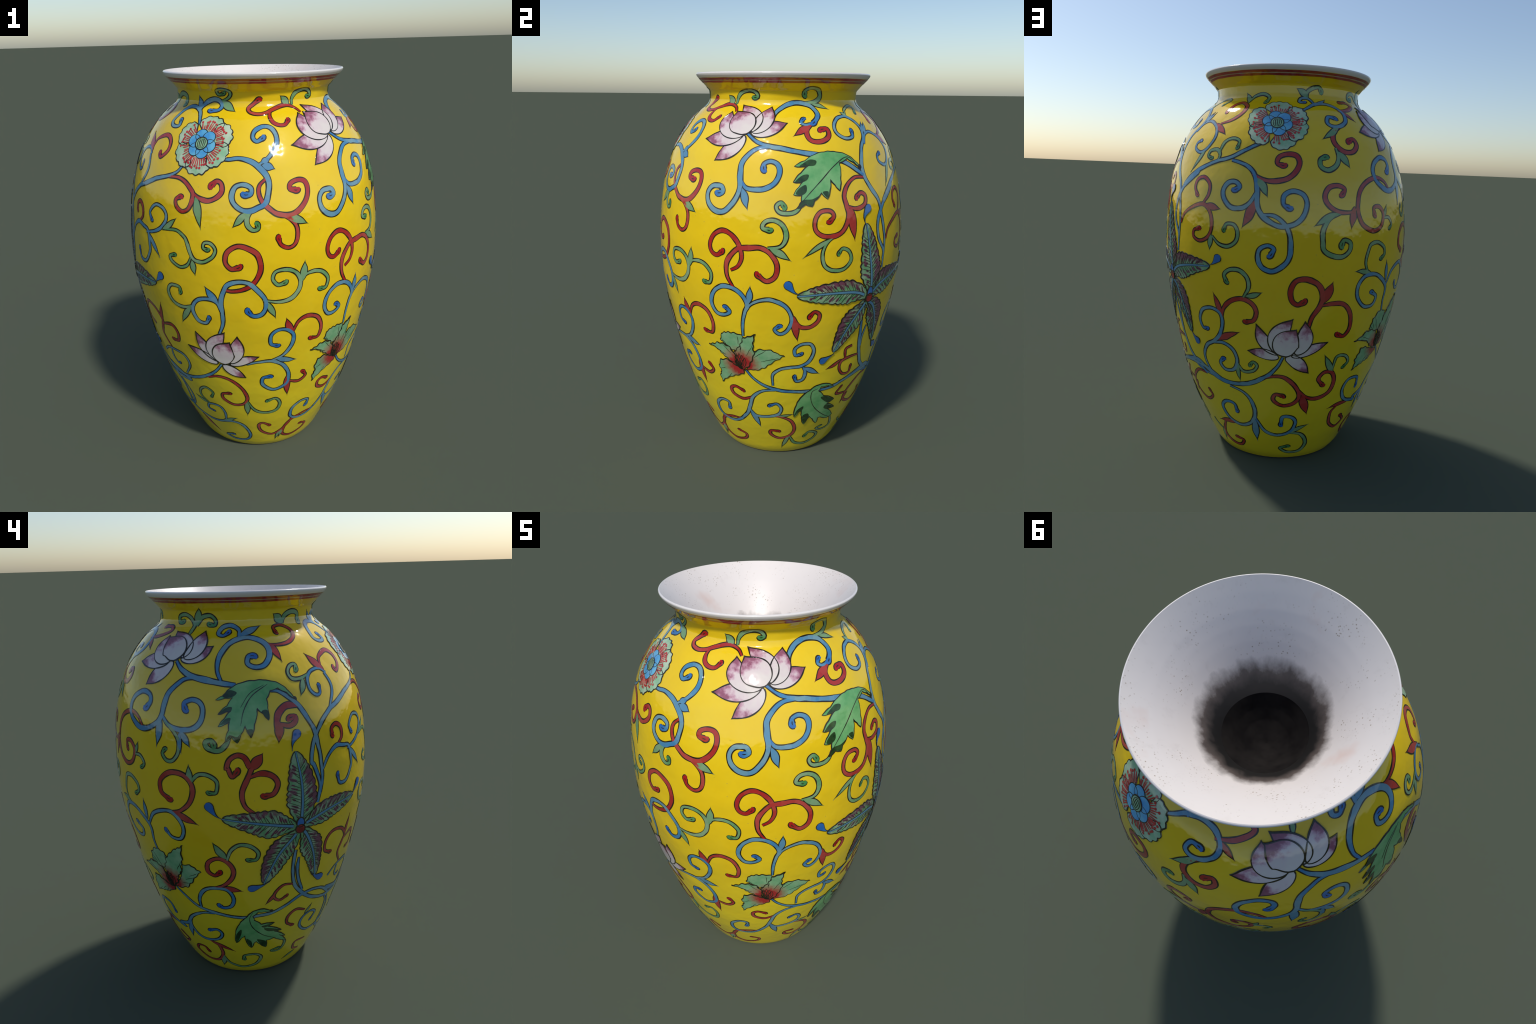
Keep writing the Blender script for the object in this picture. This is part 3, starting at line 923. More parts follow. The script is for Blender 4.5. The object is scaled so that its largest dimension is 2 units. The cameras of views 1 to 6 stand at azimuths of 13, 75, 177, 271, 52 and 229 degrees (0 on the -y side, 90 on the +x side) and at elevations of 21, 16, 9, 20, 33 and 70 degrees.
# vine under the poppy
scroll('blue', 22, (58.2, 0.604), (61.5, 0.562), (66.5, 0.524), (71.6, 0.504), (78.2, 0.490), (89.6, 0.480), (97.6, 0.476), (105.3, 0.484), (113.5, 0.507), (123.9, 0.521), (136.1, 0.513), (144.6, 0.477))
scroll('blue', 20, (71.7, 0.524), (71.6, 0.590), (75.0, 0.624), (79.7, 0.636), (85.1, 0.642), (89.0, 0.669), (90.7, 0.724), (88.8, 0.765), (84.8, 0.768), (81.7, 0.744), (82.0, 0.707), (84.3, 0.710))
scroll('blue', 20, (86.2, 0.634), (87.6, 0.603), (86.6, 0.561), (83.6, 0.551), (82.4, 0.575))
leaflet('blue', 26, (86.2, 0.634), (95.2, 0.584))
scroll('blue', 22, (74.5, 0.497), (66.3, 0.485), (61.0, 0.443), (58.5, 0.381), (55.6, 0.314), (48.0, 0.246), (39.5, 0.233), (33.9, 0.264), (33.9, 0.325), (38.8, 0.366), (44.0, 0.362), (43.8, 0.327))
scroll('red', 20, (60.1, 0.437), (54.5, 0.415), (49.3, 0.435), (48.2, 0.471), (50.9, 0.488), (54.8, 0.473))
scroll('blue', 20, (57.7, 0.350), (61.8, 0.308), (68.9, 0.310), (74.8, 0.329), (76.5, 0.370), (73.9, 0.402), (70.3, 0.392))
leaflet('blue', 28, (58.3, 0.346), (63.5, 0.220))
leaflet('green', 18, (74.0, 0.316), (83.9, 0.328))
scroll('red', 20, (69.7, 0.316), (76.6, 0.308), (83.0, 0.273), (86.0, 0.207), (83.5, 0.156), (76.4, 0.136), (70.2, 0.165), (70.1, 0.199), (74.7, 0.197))
leaflet('green', 22, (83.4, 0.162), (78.0, 0.047))
scroll('green', 20, (83.0, 0.156), (88.0, 0.090), (97.2, 0.070), (105.1, 0.099), (105.0, 0.137), (98.5, 0.163), (95.6, 0.139))
scroll('red', 18, (50.1, 0.263), (42.9, 0.258), (34.6, 0.219), (31.3, 0.168), (31.6, 0.102), (39.1, 0.072), (48.7, 0.097), (50.7, 0.136), (45.9, 0.154))
leaflet('green', 18, (32.1, 0.193), (28.4, 0.063))
scroll('red', 18, (45.7, 0.261), (36.4, 0.239), (33.2, 0.195), (28.8, 0.146), (22.5, 0.118), (14.8, 0.156), (12.7, 0.212), (15.3, 0.235), (19.7, 0.213))
leaflet('green', 20, (30.1, 0.164), (25.9, 0.051))
scroll('red', 17, (119.2, 0.641), (112.3, 0.644), (107.1, 0.632), (106.4, 0.591), (109.3, 0.550), (113.8, 0.544), (114.4, 0.579))
scroll('red', 17, (108.9, 0.648), (108.2, 0.699), (111.9, 0.713))
leaflet('red', 20, (106.8, 0.645), (98.2, 0.602))
scroll('blue', 24, (114.4, 0.861), (115.8, 0.762), (118.4, 0.654), (123.4, 0.563), (134.6, 0.482))
scroll('blue', 16, (118.9, 0.808), (117.8, 0.747), (118.1, 0.689))
scroll('red', 18, (133.6, 0.480), (126.3, 0.478), (118.7, 0.423), (117.0, 0.371), (120.6, 0.333), (127.9, 0.313), (133.9, 0.346), (132.6, 0.376))
scroll('red', 16, (117.8, 0.403), (109.5, 0.417), (111.5, 0.456))
leaflet('red', 18, (119.8, 0.397), (115.9, 0.326))
# lower lotus sprays
scroll('blue', 22, (7.9, 0.674), (13.9, 0.688), (19.8, 0.690), (25.3, 0.660), (28.6, 0.594), (28.3, 0.537), (24.7, 0.505), (20.2, 0.500), (15.6, 0.537), (15.6, 0.581), (18.9, 0.590))
scroll('blue', 22, (18.5, 0.689), (25.0, 0.718), (28.8, 0.771), (29.6, 0.827), (27.0, 0.865), (22.6, 0.873), (19.4, 0.845), (19.3, 0.796), (21.9, 0.782))
leaflet('blue', 30, (21.7, 0.702), (32.1, 0.679))
leaflet('red', 32, (29.3, 0.844), (25.8, 0.936))
scroll('red', 22, (29.0, 0.849), (31.3, 0.903), (35.8, 0.925), (40.9, 0.902), (43.3, 0.845), (42.3, 0.790), (38.8, 0.789))
leaflet('red', 32, (28.4, 0.594), (29.3, 0.438))
scroll('red', 20, (29.0, 0.545), (34.7, 0.529), (38.3, 0.556), (36.8, 0.584))
scroll('blue', 26, (-3.0, 0.850), (-0.9, 0.909), (-0.7, 0.970), (-1.0, 1.022), (0.1, 1.073), (2.4, 1.116), (6.4, 1.130), (10.7, 1.122), (14.0, 1.088), (16.7, 1.045), (17.2, 1.001), (15.5, 0.965), (12.0, 0.958), (10.2, 0.979))
scroll('blue', 22, (358.9, 0.974), (357.3, 1.020), (353.8, 1.037), (349.4, 1.029), (346.5, 0.995), (346.0, 0.955), (348.0, 0.913), (351.5, 0.905), (353.1, 0.930))
leaflet('blue', 34, (357.9, 1.017), (352.5, 1.102))
scroll('green', 20, (347.0, 0.992), (341.0, 0.970), (335.9, 0.989), (334.0, 1.036), (336.0, 1.073), (340.3, 1.074), (340.9, 1.052))
leaflet('green', 30, (345.3, 0.981), (339.0, 0.877))
scroll('red', 26, (0.2, 1.092), (4.0, 1.084), (9.6, 1.099), (13.5, 1.136), (15.5, 1.195), (14.3, 1.253), (10.5, 1.286), (6.2, 1.294), (2.4, 1.266), (1.7, 1.221), (3.8, 1.191), (6.7, 1.197))
scroll('green', 22, (16.1, 1.038), (21.8, 1.025), (27.1, 1.031), (30.7, 1.067), (31.7, 1.114), (29.7, 1.158), (25.9, 1.178), (21.4, 1.172), (20.2, 1.138), (22.1, 1.110), (24.8, 1.115))
leaflet('green', 34, (32.5, 1.112), (33.6, 1.211))
scroll('green', 22, (32.1, 1.127), (35.5, 1.148), (40.8, 1.144), (44.5, 1.103), (43.8, 1.057), (41.3, 1.053))
leaflet('green', 28, (17.2, 1.034), (21.4, 0.937))
scroll('blue', 24, (355.9, 0.663), (351.7, 0.608), (344.1, 0.553), (334.4, 0.517), (324.6, 0.511), (317.7, 0.544), (332.9, 0.493), (323.1, 0.486), (315.8, 0.497), (306.8, 0.537), (299.3, 0.599), (294.9, 0.664), (293.4, 0.737), (293.1, 0.805), (293.5, 0.868))
scroll('blue', 17, (331.6, 0.529), (336.3, 0.602), (334.3, 0.658), (328.4, 0.669), (321.7, 0.659), (317.0, 0.624))
scroll('blue', 16, (324.5, 0.661), (324.1, 0.613), (326.4, 0.582), (328.3, 0.584))
scroll('red', 20, (325.6, 0.674), (321.5, 0.744), (323.1, 0.799), (324.4, 0.841), (320.1, 0.892), (313.5, 0.904), (309.8, 0.866), (310.1, 0.809), (313.8, 0.783))
leaflet('red', 22, (323.9, 0.816), (326.4, 0.949))
scroll('red', 20, (324.5, 0.818), (331.3, 0.836), (334.1, 0.798), (333.3, 0.750), (330.1, 0.743))
scroll('red', 20, (346.7, 0.557), (352.7, 0.577), (359.3, 0.561), (364.7, 0.507), (367.0, 0.436), (364.4, 0.393), (358.4, 0.383), (353.2, 0.416), (353.1, 0.453), (356.8, 0.464))
leaflet('green', 26, (6.1, 0.419), (6.2, 0.300))
scroll('green', 20, (6.8, 0.414), (10.7, 0.348), (16.6, 0.325), (23.4, 0.337), (25.4, 0.388), (22.8, 0.429), (18.7, 0.419))
scroll('blue', 20, (319.8, 0.482), (323.7, 0.426), (324.4, 0.346), (323.9, 0.255), (333.2, 0.218), (342.9, 0.209), (354.6, 0.233), (362.1, 0.207), (366.1, 0.126), (363.0, 0.071), (352.8, 0.059), (346.0, 0.086), (351.2, 0.102))
scroll('blue', 16, (350.5, 0.235), (351.3, 0.298), (348.7, 0.346), (341.6, 0.344), (339.5, 0.305), (342.7, 0.292))
scroll('green', 16, (342.2, 0.346), (337.5, 0.391), (338.2, 0.439), (342.8, 0.472), (346.8, 0.446), (345.3, 0.412))
leaflet('green', 18, (341.1, 0.345), (332.1, 0.381))
leaflet('green', 22, (347.4, 0.221), (359.1, 0.270))
leaflet('red', 20, (328.6, 0.214), (340.0, 0.097))
# far rosette and its vines
scroll('blue', 24, (182.5, 1.777), (187.4, 1.796), (194.2, 1.821), (201.2, 1.828), (207.8, 1.816), (211.4, 1.786), (210.0, 1.749), (204.9, 1.722), (200.3, 1.720), (197.8, 1.735), (199.5, 1.762), (203.0, 1.760))
leaflet('blue', 22, (193.1, 1.817), (204.7, 1.854))
scroll('blue', 20, (194.7, 1.814), (191.6, 1.847), (186.1, 1.849), (184.3, 1.830), (187.0, 1.829))
scroll('green', 20, (190.6, 1.845), (190.9, 1.879), (194.6, 1.900), (199.6, 1.908), (201.6, 1.893))
leaflet('green', 34, (191.4, 1.855), (182.9, 1.898))
scroll('red', 22, (208.6, 1.797), (217.2, 1.806), (225.3, 1.828), (223.7, 1.846), (217.1, 1.845))
leaflet('red', 22, (210.7, 1.799), (217.9, 1.749))
leaflet('green', 30, (204.4, 1.727), (192.8, 1.654))
scroll('red', 26, (205.1, 1.723), (200.4, 1.695), (198.8, 1.660), (200.3, 1.626), (203.8, 1.605), (208.1, 1.608), (211.1, 1.637), (210.2, 1.664), (207.6, 1.657))
leaflet('green', 32, (199.9, 1.606), (205.2, 1.531))
scroll('green', 24, (199.2, 1.620), (199.9, 1.575), (198.3, 1.540), (194.6, 1.520), (191.4, 1.533), (191.2, 1.565), (193.4, 1.577))
scroll('green', 18, (144.3, 1.543), (145.0, 1.572), (142.7, 1.595), (138.9, 1.588), (138.1, 1.565), (139.9, 1.556))
scroll('green', 18, (144.2, 1.583), (146.1, 1.630), (149.9, 1.648), (153.8, 1.637), (153.7, 1.610))
scroll('blue', 26, (152.0, 1.549), (156.9, 1.537), (161.3, 1.514), (163.9, 1.475), (164.9, 1.420), (165.1, 1.364), (167.1, 1.314), (170.8, 1.283), (175.4, 1.266), (180.3, 1.278), (183.8, 1.311), (185.3, 1.368), (183.6, 1.411), (179.4, 1.423), (176.0, 1.403), (175.8, 1.365), (177.7, 1.349))
scroll('blue', 26, (164.7, 1.414), (162.1, 1.362), (158.4, 1.337), (153.8, 1.340), (150.6, 1.372), (149.8, 1.411), (151.7, 1.446), (155.1, 1.453), (157.2, 1.433), (155.7, 1.419))
scroll('red', 26, (162.4, 1.492), (167.3, 1.468), (172.0, 1.463), (176.7, 1.475), (180.3, 1.505), (182.1, 1.545), (180.9, 1.577), (177.0, 1.583), (173.3, 1.568), (172.7, 1.542), (174.8, 1.533))
leaflet('green', 34, (164.5, 1.476), (169.5, 1.389))
leaflet('red', 40, (164.6, 1.378), (159.2, 1.246))
scroll('blue', 26, (168.1, 1.314), (172.2, 1.312), (175.8, 1.286), (178.4, 1.242), (179.2, 1.185), (178.8, 1.126), (176.1, 1.086), (172.3, 1.063), (168.5, 1.076), (166.5, 1.112), (166.9, 1.158), (170.1, 1.177), (172.7, 1.165), (171.8, 1.138))
scroll('red', 24, (228.4, 1.440), (224.8, 1.478), (219.4, 1.494), (213.4, 1.475), (209.4, 1.435), (208.0, 1.389), (207.9, 1.337), (210.4, 1.279), (216.2, 1.249), (221.2, 1.269), (222.9, 1.323), (220.3, 1.360), (216.7, 1.357), (216.9, 1.327))
scroll('red', 24, (207.9, 1.358), (204.6, 1.337), (198.6, 1.337), (194.2, 1.365), (192.6, 1.404), (194.3, 1.442), (198.2, 1.454), (201.4, 1.440), (200.6, 1.418))
leaflet('red', 34, (206.1, 1.363), (204.5, 1.257))
leaflet('green', 30, (198.1, 1.334), (188.0, 1.269))
scroll('green', 26, (199.8, 1.333), (194.5, 1.303), (192.1, 1.251), (192.1, 1.200), (192.7, 1.163), (196.3, 1.140), (200.7, 1.135), (203.9, 1.160), (204.2, 1.196), (201.4, 1.210), (200.3, 1.191))
leaflet('green', 22, (222.6, 1.305), (225.5, 1.370))
scroll('green', 18, (222.6, 1.308), (226.9, 1.308), (229.3, 1.277), (227.9, 1.258))
# far lower left scrolls
scroll('blue', 22, (140.2, 0.479), (136.1, 0.544), (135.5, 0.597), (138.8, 0.651), (144.6, 0.687), (148.2, 0.739), (149.6, 0.800), (148.2, 0.840), (143.6, 0.853), (138.9, 0.836), (136.1, 0.786), (137.2, 0.741), (139.7, 0.737))
scroll('blue', 22, (142.2, 0.671), (148.7, 0.681), (153.8, 0.654), (155.7, 0.597), (153.5, 0.548), (148.4, 0.537), (145.7, 0.568), (147.5, 0.592))
leaflet('green', 22, (155.5, 0.589), (156.5, 0.485))
scroll('green', 18, (155.0, 0.603), (158.2, 0.549), (163.4, 0.553), (165.8, 0.585), (163.9, 0.604), (162.5, 0.589))
leaflet('red', 30, (145.1, 0.690), (158.5, 0.755))
scroll('red', 24, (149.4, 0.799), (150.5, 0.858), (154.2, 0.904), (159.5, 0.923), (163.8, 0.905), (165.9, 0.866), (164.8, 0.823), (161.7, 0.810))
leaflet('red', 28, (149.6, 0.821), (145.7, 0.937))
scroll('green', 22, (160.1, 0.924), (162.7, 0.978), (162.1, 1.024), (159.0, 1.055), (154.7, 1.056), (151.9, 1.030), (152.7, 1.000))
leaflet('green', 24, (161.1, 0.936), (168.8, 0.962))
scroll('red', 28, (188.5, 0.771), (189.6, 0.842), (192.7, 0.903), (193.4, 0.958), (191.2, 1.005), (186.4, 1.031), (182.1, 1.023), (180.0, 0.977), (180.8, 0.930), (183.1, 0.909), (185.4, 0.919))
scroll('red', 24, (192.7, 0.903), (198.3, 0.913), (203.7, 0.906), (207.8, 0.858), (209.0, 0.784), (206.7, 0.744), (203.5, 0.750))
leaflet('red', 44, (193.2, 0.913), (197.6, 1.022))
scroll('blue', 26, (178.2, 0.641), (175.3, 0.582), (169.8, 0.528), (160.7, 0.480), (150.6, 0.465), (141.7, 0.479), (134.2, 0.515), (126.1, 0.539), (108.3, 0.494))
scroll('blue', 15, (124.2, 0.529), (127.6, 0.508), (134.5, 0.490), (140.7, 0.481))
scroll('red', 24, (169.0, 0.521), (174.0, 0.535), (179.6, 0.528), (185.0, 0.482), (187.9, 0.424), (185.2, 0.380), (179.0, 0.367), (174.1, 0.397), (175.1, 0.431), (178.6, 0.426))
scroll('red', 24, (187.1, 0.458), (191.9, 0.415), (198.7, 0.403), (205.0, 0.432), (206.6, 0.495), (204.3, 0.545), (199.7, 0.551), (197.1, 0.516), (199.7, 0.482))
leaflet('red', 40, (189.4, 0.428), (194.3, 0.307))
leaflet('green', 30, (204.8, 0.538), (198.1, 0.653))
scroll('green', 18, (204.1, 0.563), (205.2, 0.630), (210.2, 0.630), (212.8, 0.596), (210.8, 0.570))
scroll('blue', 22, (149.5, 0.448), (157.7, 0.422), (162.1, 0.366), (163.1, 0.299), (159.8, 0.239), (152.2, 0.214), (144.2, 0.240), (140.9, 0.302), (144.4, 0.344), (150.2, 0.341), (151.5, 0.303))
scroll('blue', 22, (162.9, 0.281), (168.9, 0.197), (177.5, 0.175), (185.7, 0.203), (187.9, 0.259), (185.4, 0.294), (179.9, 0.296), (178.9, 0.250))
leaflet('blue', 32, (162.6, 0.276), (162.8, 0.118))
leaflet('green', 24, (184.0, 0.189), (197.3, 0.244))
scroll('green', 22, (184.0, 0.194), (193.0, 0.179), (198.5, 0.113), (195.5, 0.058), (186.2, 0.051), (179.6, 0.081), (184.4, 0.094))
leaflet('red', 26, (150.2, 0.221), (132.9, 0.200))
scroll('red', 20, (138.9, 0.205), (133.8, 0.117), (138.5, 0.072), (146.9, 0.065), (151.1, 0.103), (146.4, 0.114))
leaflet('green', 18, (134.7, 0.157), (130.4, 0.054))
scroll('green', 15, (132.4, 0.136), (127.3, 0.160), (125.0, 0.186))
# fork above the second poppy
scroll('blue', 22, (229.7, 0.837), (228.8, 0.891), (228.7, 0.964), (223.1, 1.021), (217.9, 1.041), (212.9, 1.034), (209.8, 0.989), (210.5, 0.932), (215.1, 0.884), (220.5, 0.885), (222.2, 0.924), (219.0, 0.950))
leaflet('blue', 22, (227.7, 0.996), (226.7, 1.104))
leaflet('green', 24, (216.9, 1.047), (207.1, 1.062))
scroll('green', 20, (214.7, 1.049), (212.7, 1.101), (214.2, 1.167), (215.7, 1.188), (219.7, 1.193), (223.7, 1.167), (224.5, 1.135), (222.5, 1.116))
scroll('blue', 22, (228.4, 0.976), (231.9, 1.038), (237.2, 1.070), (242.1, 1.073), (245.7, 1.038), (246.9, 0.990), (245.0, 0.942), (240.8, 0.940), (238.4, 0.966))
leaflet('red', 34, (242.2, 1.076), (254.0, 1.025))
scroll('red', 26, (241.8, 1.072), (246.8, 1.089), (250.9, 1.135), (252.4, 1.196), (250.8, 1.239), (247.3, 1.262), (242.2, 1.258), (238.1, 1.218), (238.0, 1.166), (241.4, 1.138))
leaflet('green', 28, (251.3, 1.214), (251.0, 1.309))
scroll('green', 20, (251.4, 1.217), (254.3, 1.260), (258.3, 1.266), (262.0, 1.239), (261.7, 1.190), (259.3, 1.184))
# vine under the second poppy
scroll('blue', 22, (235.6, 0.630), (239.7, 0.590), (245.2, 0.542), (250.4, 0.521), (257.0, 0.505), (268.6, 0.484), (277.4, 0.491), (284.8, 0.502), (292.2, 0.535), (299.7, 0.575), (306.7, 0.583), (314.7, 0.557), (322.3, 0.496))
scroll('blue', 20, (295.6, 0.822), (295.5, 0.756), (296.9, 0.683), (299.9, 0.610))
scroll('blue', 22, (247.9, 0.535), (248.2, 0.597), (252.1, 0.658), (257.8, 0.676), (263.0, 0.665), (265.6, 0.612), (264.2, 0.565), (260.5, 0.550), (258.5, 0.560))
scroll('red', 24, (255.7, 0.671), (262.0, 0.698), (265.6, 0.744), (266.4, 0.795), (263.7, 0.841), (259.7, 0.854), (255.8, 0.826), (255.2, 0.777), (258.0, 0.753), (260.1, 0.768))
leaflet('red', 28, (260.2, 0.679), (270.4, 0.659))
leaflet('green', 32, (264.1, 0.851), (258.5, 0.944))
scroll('green', 22, (263.8, 0.835), (265.8, 0.896), (269.4, 0.930), (273.9, 0.921), (277.2, 0.885), (276.4, 0.848), (273.6, 0.845))
scroll('blue', 22, (254.7, 0.504), (247.4, 0.492), (239.9, 0.445), (234.9, 0.379), (227.8, 0.353), (230.4, 0.331), (219.4, 0.360), (214.8, 0.422), (217.3, 0.481), (224.5, 0.480), (226.4, 0.430))
scroll('blue', 20, (238.2, 0.429), (237.1, 0.362), (240.0, 0.307), (246.5, 0.289), (253.6, 0.310), (256.5, 0.352), (254.2, 0.383), (249.9, 0.373))
leaflet('blue', 26, (236.5, 0.391), (233.8, 0.265))
leaflet('red', 24, (247.3, 0.282), (262.9, 0.212))
scroll('red', 20, (246.9, 0.287), (252.2, 0.251), (253.2, 0.175), (247.4, 0.107), (238.0, 0.099), (231.9, 0.153), (234.7, 0.201), (240.1, 0.207), (242.2, 0.176))
leaflet('green', 26, (253.6, 0.169), (249.8, 0.051))
scroll('green', 20, (252.6, 0.174), (256.5, 0.096), (266.2, 0.061), (276.6, 0.086), (280.3, 0.149), (276.3, 0.183), (268.9, 0.175), (268.1, 0.143))
leaflet('red', 22, (223.0, 0.337), (206.9, 0.325))
scroll('red', 20, (214.9, 0.338), (210.9, 0.292), (213.1, 0.223), (220.9, 0.182), (226.4, 0.214), (222.3, 0.250))
scroll('red', 17, (294.1, 0.666), (289.4, 0.671), (285.8, 0.638), (285.0, 0.603), (287.9, 0.578), (291.3, 0.596))
leaflet('red', 18, (285.8, 0.636), (280.7, 0.561))
scroll('red', 18, (305.1, 0.454), (298.9, 0.480), (294.4, 0.449), (294.3, 0.400), (297.9, 0.372))
scroll('blue', 18, (323.6, 0.465), (328.2, 0.367), (325.0, 0.283), (312.9, 0.275), (304.7, 0.335), (304.9, 0.397), (310.5, 0.419), (315.3, 0.392), (313.2, 0.352))
leaflet('green', 16, (305.6, 0.419), (309.8, 0.479))
scroll('red', 16, (315.8, 0.192), (306.3, 0.202), (306.4, 0.146), (312.8, 0.121))
leaflet('green', 16, (310.0, 0.116), (298.9, 0.070))
# second upper lotus, arcs, knot
scroll('green', 22, (241.8, 1.818), (242.8, 1.844), (243.0, 1.873))
leaflet('green', 34, (244.2, 1.852), (247.0, 1.931))
scroll('green', 20, (243.2, 1.847), (240.0, 1.882), (234.7, 1.900), (229.3, 1.891), (229.3, 1.866), (232.0, 1.867))
scroll('green', 20, (244.7, 1.852), (248.1, 1.888), (253.8, 1.896), (257.5, 1.878), (257.4, 1.856), (254.3, 1.857))
scroll('blue', 28, (241.0, 1.720), (245.1, 1.689), (250.2, 1.667), (257.0, 1.653), (262.7, 1.643), (270.4, 1.631))
scroll('blue', 28, (254.6, 1.660), (248.6, 1.656), (244.6, 1.635), (240.8, 1.598), (239.1, 1.550), (238.3, 1.502), (236.0, 1.467), (230.4, 1.437), (224.5, 1.443), (219.5, 1.479), (218.2, 1.522), (220.4, 1.564), (225.5, 1.589), (230.3, 1.581), (231.4, 1.552), (229.7, 1.529))
leaflet('blue', 34, (237.5, 1.506), (236.4, 1.363))
scroll('blue', 26, (238.3, 1.507), (242.5, 1.464), (247.2, 1.451), (252.2, 1.457), (255.8, 1.484), (256.9, 1.530), (255.5, 1.564), (252.1, 1.575), (248.9, 1.561), (249.2, 1.540))
leaflet('blue', 28, (247.2, 1.450), (252.0, 1.377))
leaflet('blue', 22, (247.3, 1.445), (248.1, 1.348))
scroll('green', 20, (239.9, 1.483), (244.4, 1.445), (246.8, 1.404), (246.7, 1.355), (244.4, 1.318), (241.5, 1.314), (239.5, 1.339), (240.4, 1.359))
scroll('blue', 28, (264.1, 1.648), (262.3, 1.687), (262.6, 1.734), (265.5, 1.772), (270.1, 1.798), (277.4, 1.808), (283.6, 1.797), (287.5, 1.770), (287.6, 1.736), (284.3, 1.704), (279.9, 1.696), (276.4, 1.710), (276.8, 1.735), (278.7, 1.739))
leaflet('blue', 34, (272.7, 1.813), (287.8, 1.851))
scroll('blue', 24, (272.6, 1.803), (273.1, 1.835), (268.5, 1.853), (262.9, 1.846), (260.9, 1.824), (263.8, 1.815), (266.5, 1.825))
leaflet('red', 30, (288.4, 1.784), (293.2, 1.708))
scroll('red', 20, (286.7, 1.778), (294.2, 1.774), (301.0, 1.782), (305.9, 1.804), (306.3, 1.829), (301.4, 1.846), (295.7, 1.841), (295.3, 1.822))
leaflet('green', 38, (303.6, 1.853), (297.1, 1.897))
scroll('green', 24, (303.6, 1.853), (306.3, 1.881), (312.1, 1.900), (318.6, 1.890), (318.7, 1.859))
scroll('blue', 24, (284.8, 1.605), (288.6, 1.599), (292.7, 1.570), (296.7, 1.529), (300.0, 1.472), (302.4, 1.419), (304.0, 1.337), (304.8, 1.255), (305.0, 1.206), (304.0, 1.135))
scroll('red', 32, (296.5, 1.535), (291.1, 1.540), (287.4, 1.513), (286.2, 1.474), (286.5, 1.443))
leaflet('red', 36, (287.0, 1.484), (286.4, 1.387))
scroll('red', 26, (286.9, 1.471), (291.1, 1.457), (293.9, 1.470), (294.2, 1.491), (292.3, 1.491))
scroll('red', 26, (276.4, 1.083), (272.5, 1.124), (271.5, 1.183), (273.6, 1.245), (275.4, 1.293), (274.7, 1.302), (272.9, 1.340), (270.0, 1.351), (267.1, 1.332), (265.9, 1.294), (266.5, 1.296), (267.9, 1.258), (269.8, 1.276))
scroll('red', 26, (273.6, 1.251), (279.0, 1.268), (283.3, 1.254), (285.3, 1.215), (283.7, 1.172), (280.6, 1.164))
leaflet('red', 42, (275.6, 1.286), (280.1, 1.357))

# first upper lotus
bloom('lotus_flower', (58.9, 1.734))
petal('lotus', 0.086, 1, (58.9, 1.734), (63.6, 1.781), (67.1, 1.844))
petal('lotus', 0.080, 0, (58.3, 1.731), (66.7, 1.752), (76.9, 1.777))
petal('lotus', 0.083, 1, (58.2, 1.737), (57.4, 1.798), (46.3, 1.850))
petal('lotus', 0.080, 0, (55.2, 1.720), (49.7, 1.667), (41.7, 1.610))
petal('lotus', 0.083, 1, (54.0, 1.725), (44.3, 1.708), (31.7, 1.699))
petal('lotus', 0.102, 2, (54.7, 1.725), (43.1, 1.765), (41.0, 1.820))
petal('lotus', 0.128, 3, (56.0, 1.729), (52.8, 1.765), (45.0, 1.821))

# second upper lotus
bloom('lotus_flower', (244.9, 1.730))
petal('lotus', 0.077, 1, (244.9, 1.730), (250.3, 1.772), (252.5, 1.833))
petal('lotus', 0.070, 0, (243.3, 1.726), (252.6, 1.748), (259.3, 1.778))
petal('lotus', 0.083, 1, (244.1, 1.732), (242.6, 1.780), (231.6, 1.829))
petal('lotus', 0.077, 0, (239.3, 1.715), (232.7, 1.667), (226.3, 1.617))
petal('lotus', 0.077, 1, (236.9, 1.717), (227.8, 1.714), (216.3, 1.702))
petal('lotus', 0.090, 2, (237.3, 1.717), (229.4, 1.750), (228.0, 1.811))
petal('lotus', 0.122, 3, (239.8, 1.720), (237.3, 1.764), (229.2, 1.805))

# first lower lotus
bloom('lotus_flower', (0.4, 0.667))
petal('lotus', 0.051, 0, (0.4, 0.667), (7.0, 0.697), (14.0, 0.721))
petal('lotus', 0.054, 0, (-3.5, 0.661), (0.7, 0.629), (7.3, 0.587))
petal('lotus', 0.061, 0, (354.3, 0.683), (348.7, 0.758), (345.3, 0.844))
petal('lotus', 0.058, 0, (354.1, 0.666), (346.6, 0.704), (339.3, 0.745))
petal('lotus', 0.083, 1, (355.4, 0.680), (353.4, 0.769), (359.4, 0.863))
petal('lotus', 0.077, 1, (0.6, 0.679), (3.8, 0.757), (4.7, 0.843))
petal('lotus', 0.112, 2, (357.4, 0.670), (357.7, 0.741), (361.1, 0.806))

# second lower lotus
bloom('lotus_flower', (182.3, 0.646))
petal('lotus', 0.054, 0, (182.3, 0.646), (189.9, 0.678), (198.9, 0.717))
petal('lotus', 0.064, 0, (179.4, 0.639), (184.5, 0.616), (191.3, 0.554))
petal('lotus', 0.064, 0, (175.7, 0.655), (168.9, 0.727), (165.8, 0.806))
petal('lotus', 0.054, 0, (176.1, 0.636), (168.5, 0.656), (161.4, 0.663))
petal('lotus', 0.090, 1, (176.4, 0.655), (175.4, 0.746), (181.8, 0.840))
petal('lotus', 0.083, 1, (184.2, 0.657), (187.4, 0.734), (187.1, 0.829))
petal('lotus', 0.128, 2, (179.7, 0.647), (179.3, 0.712), (183.6, 0.787))

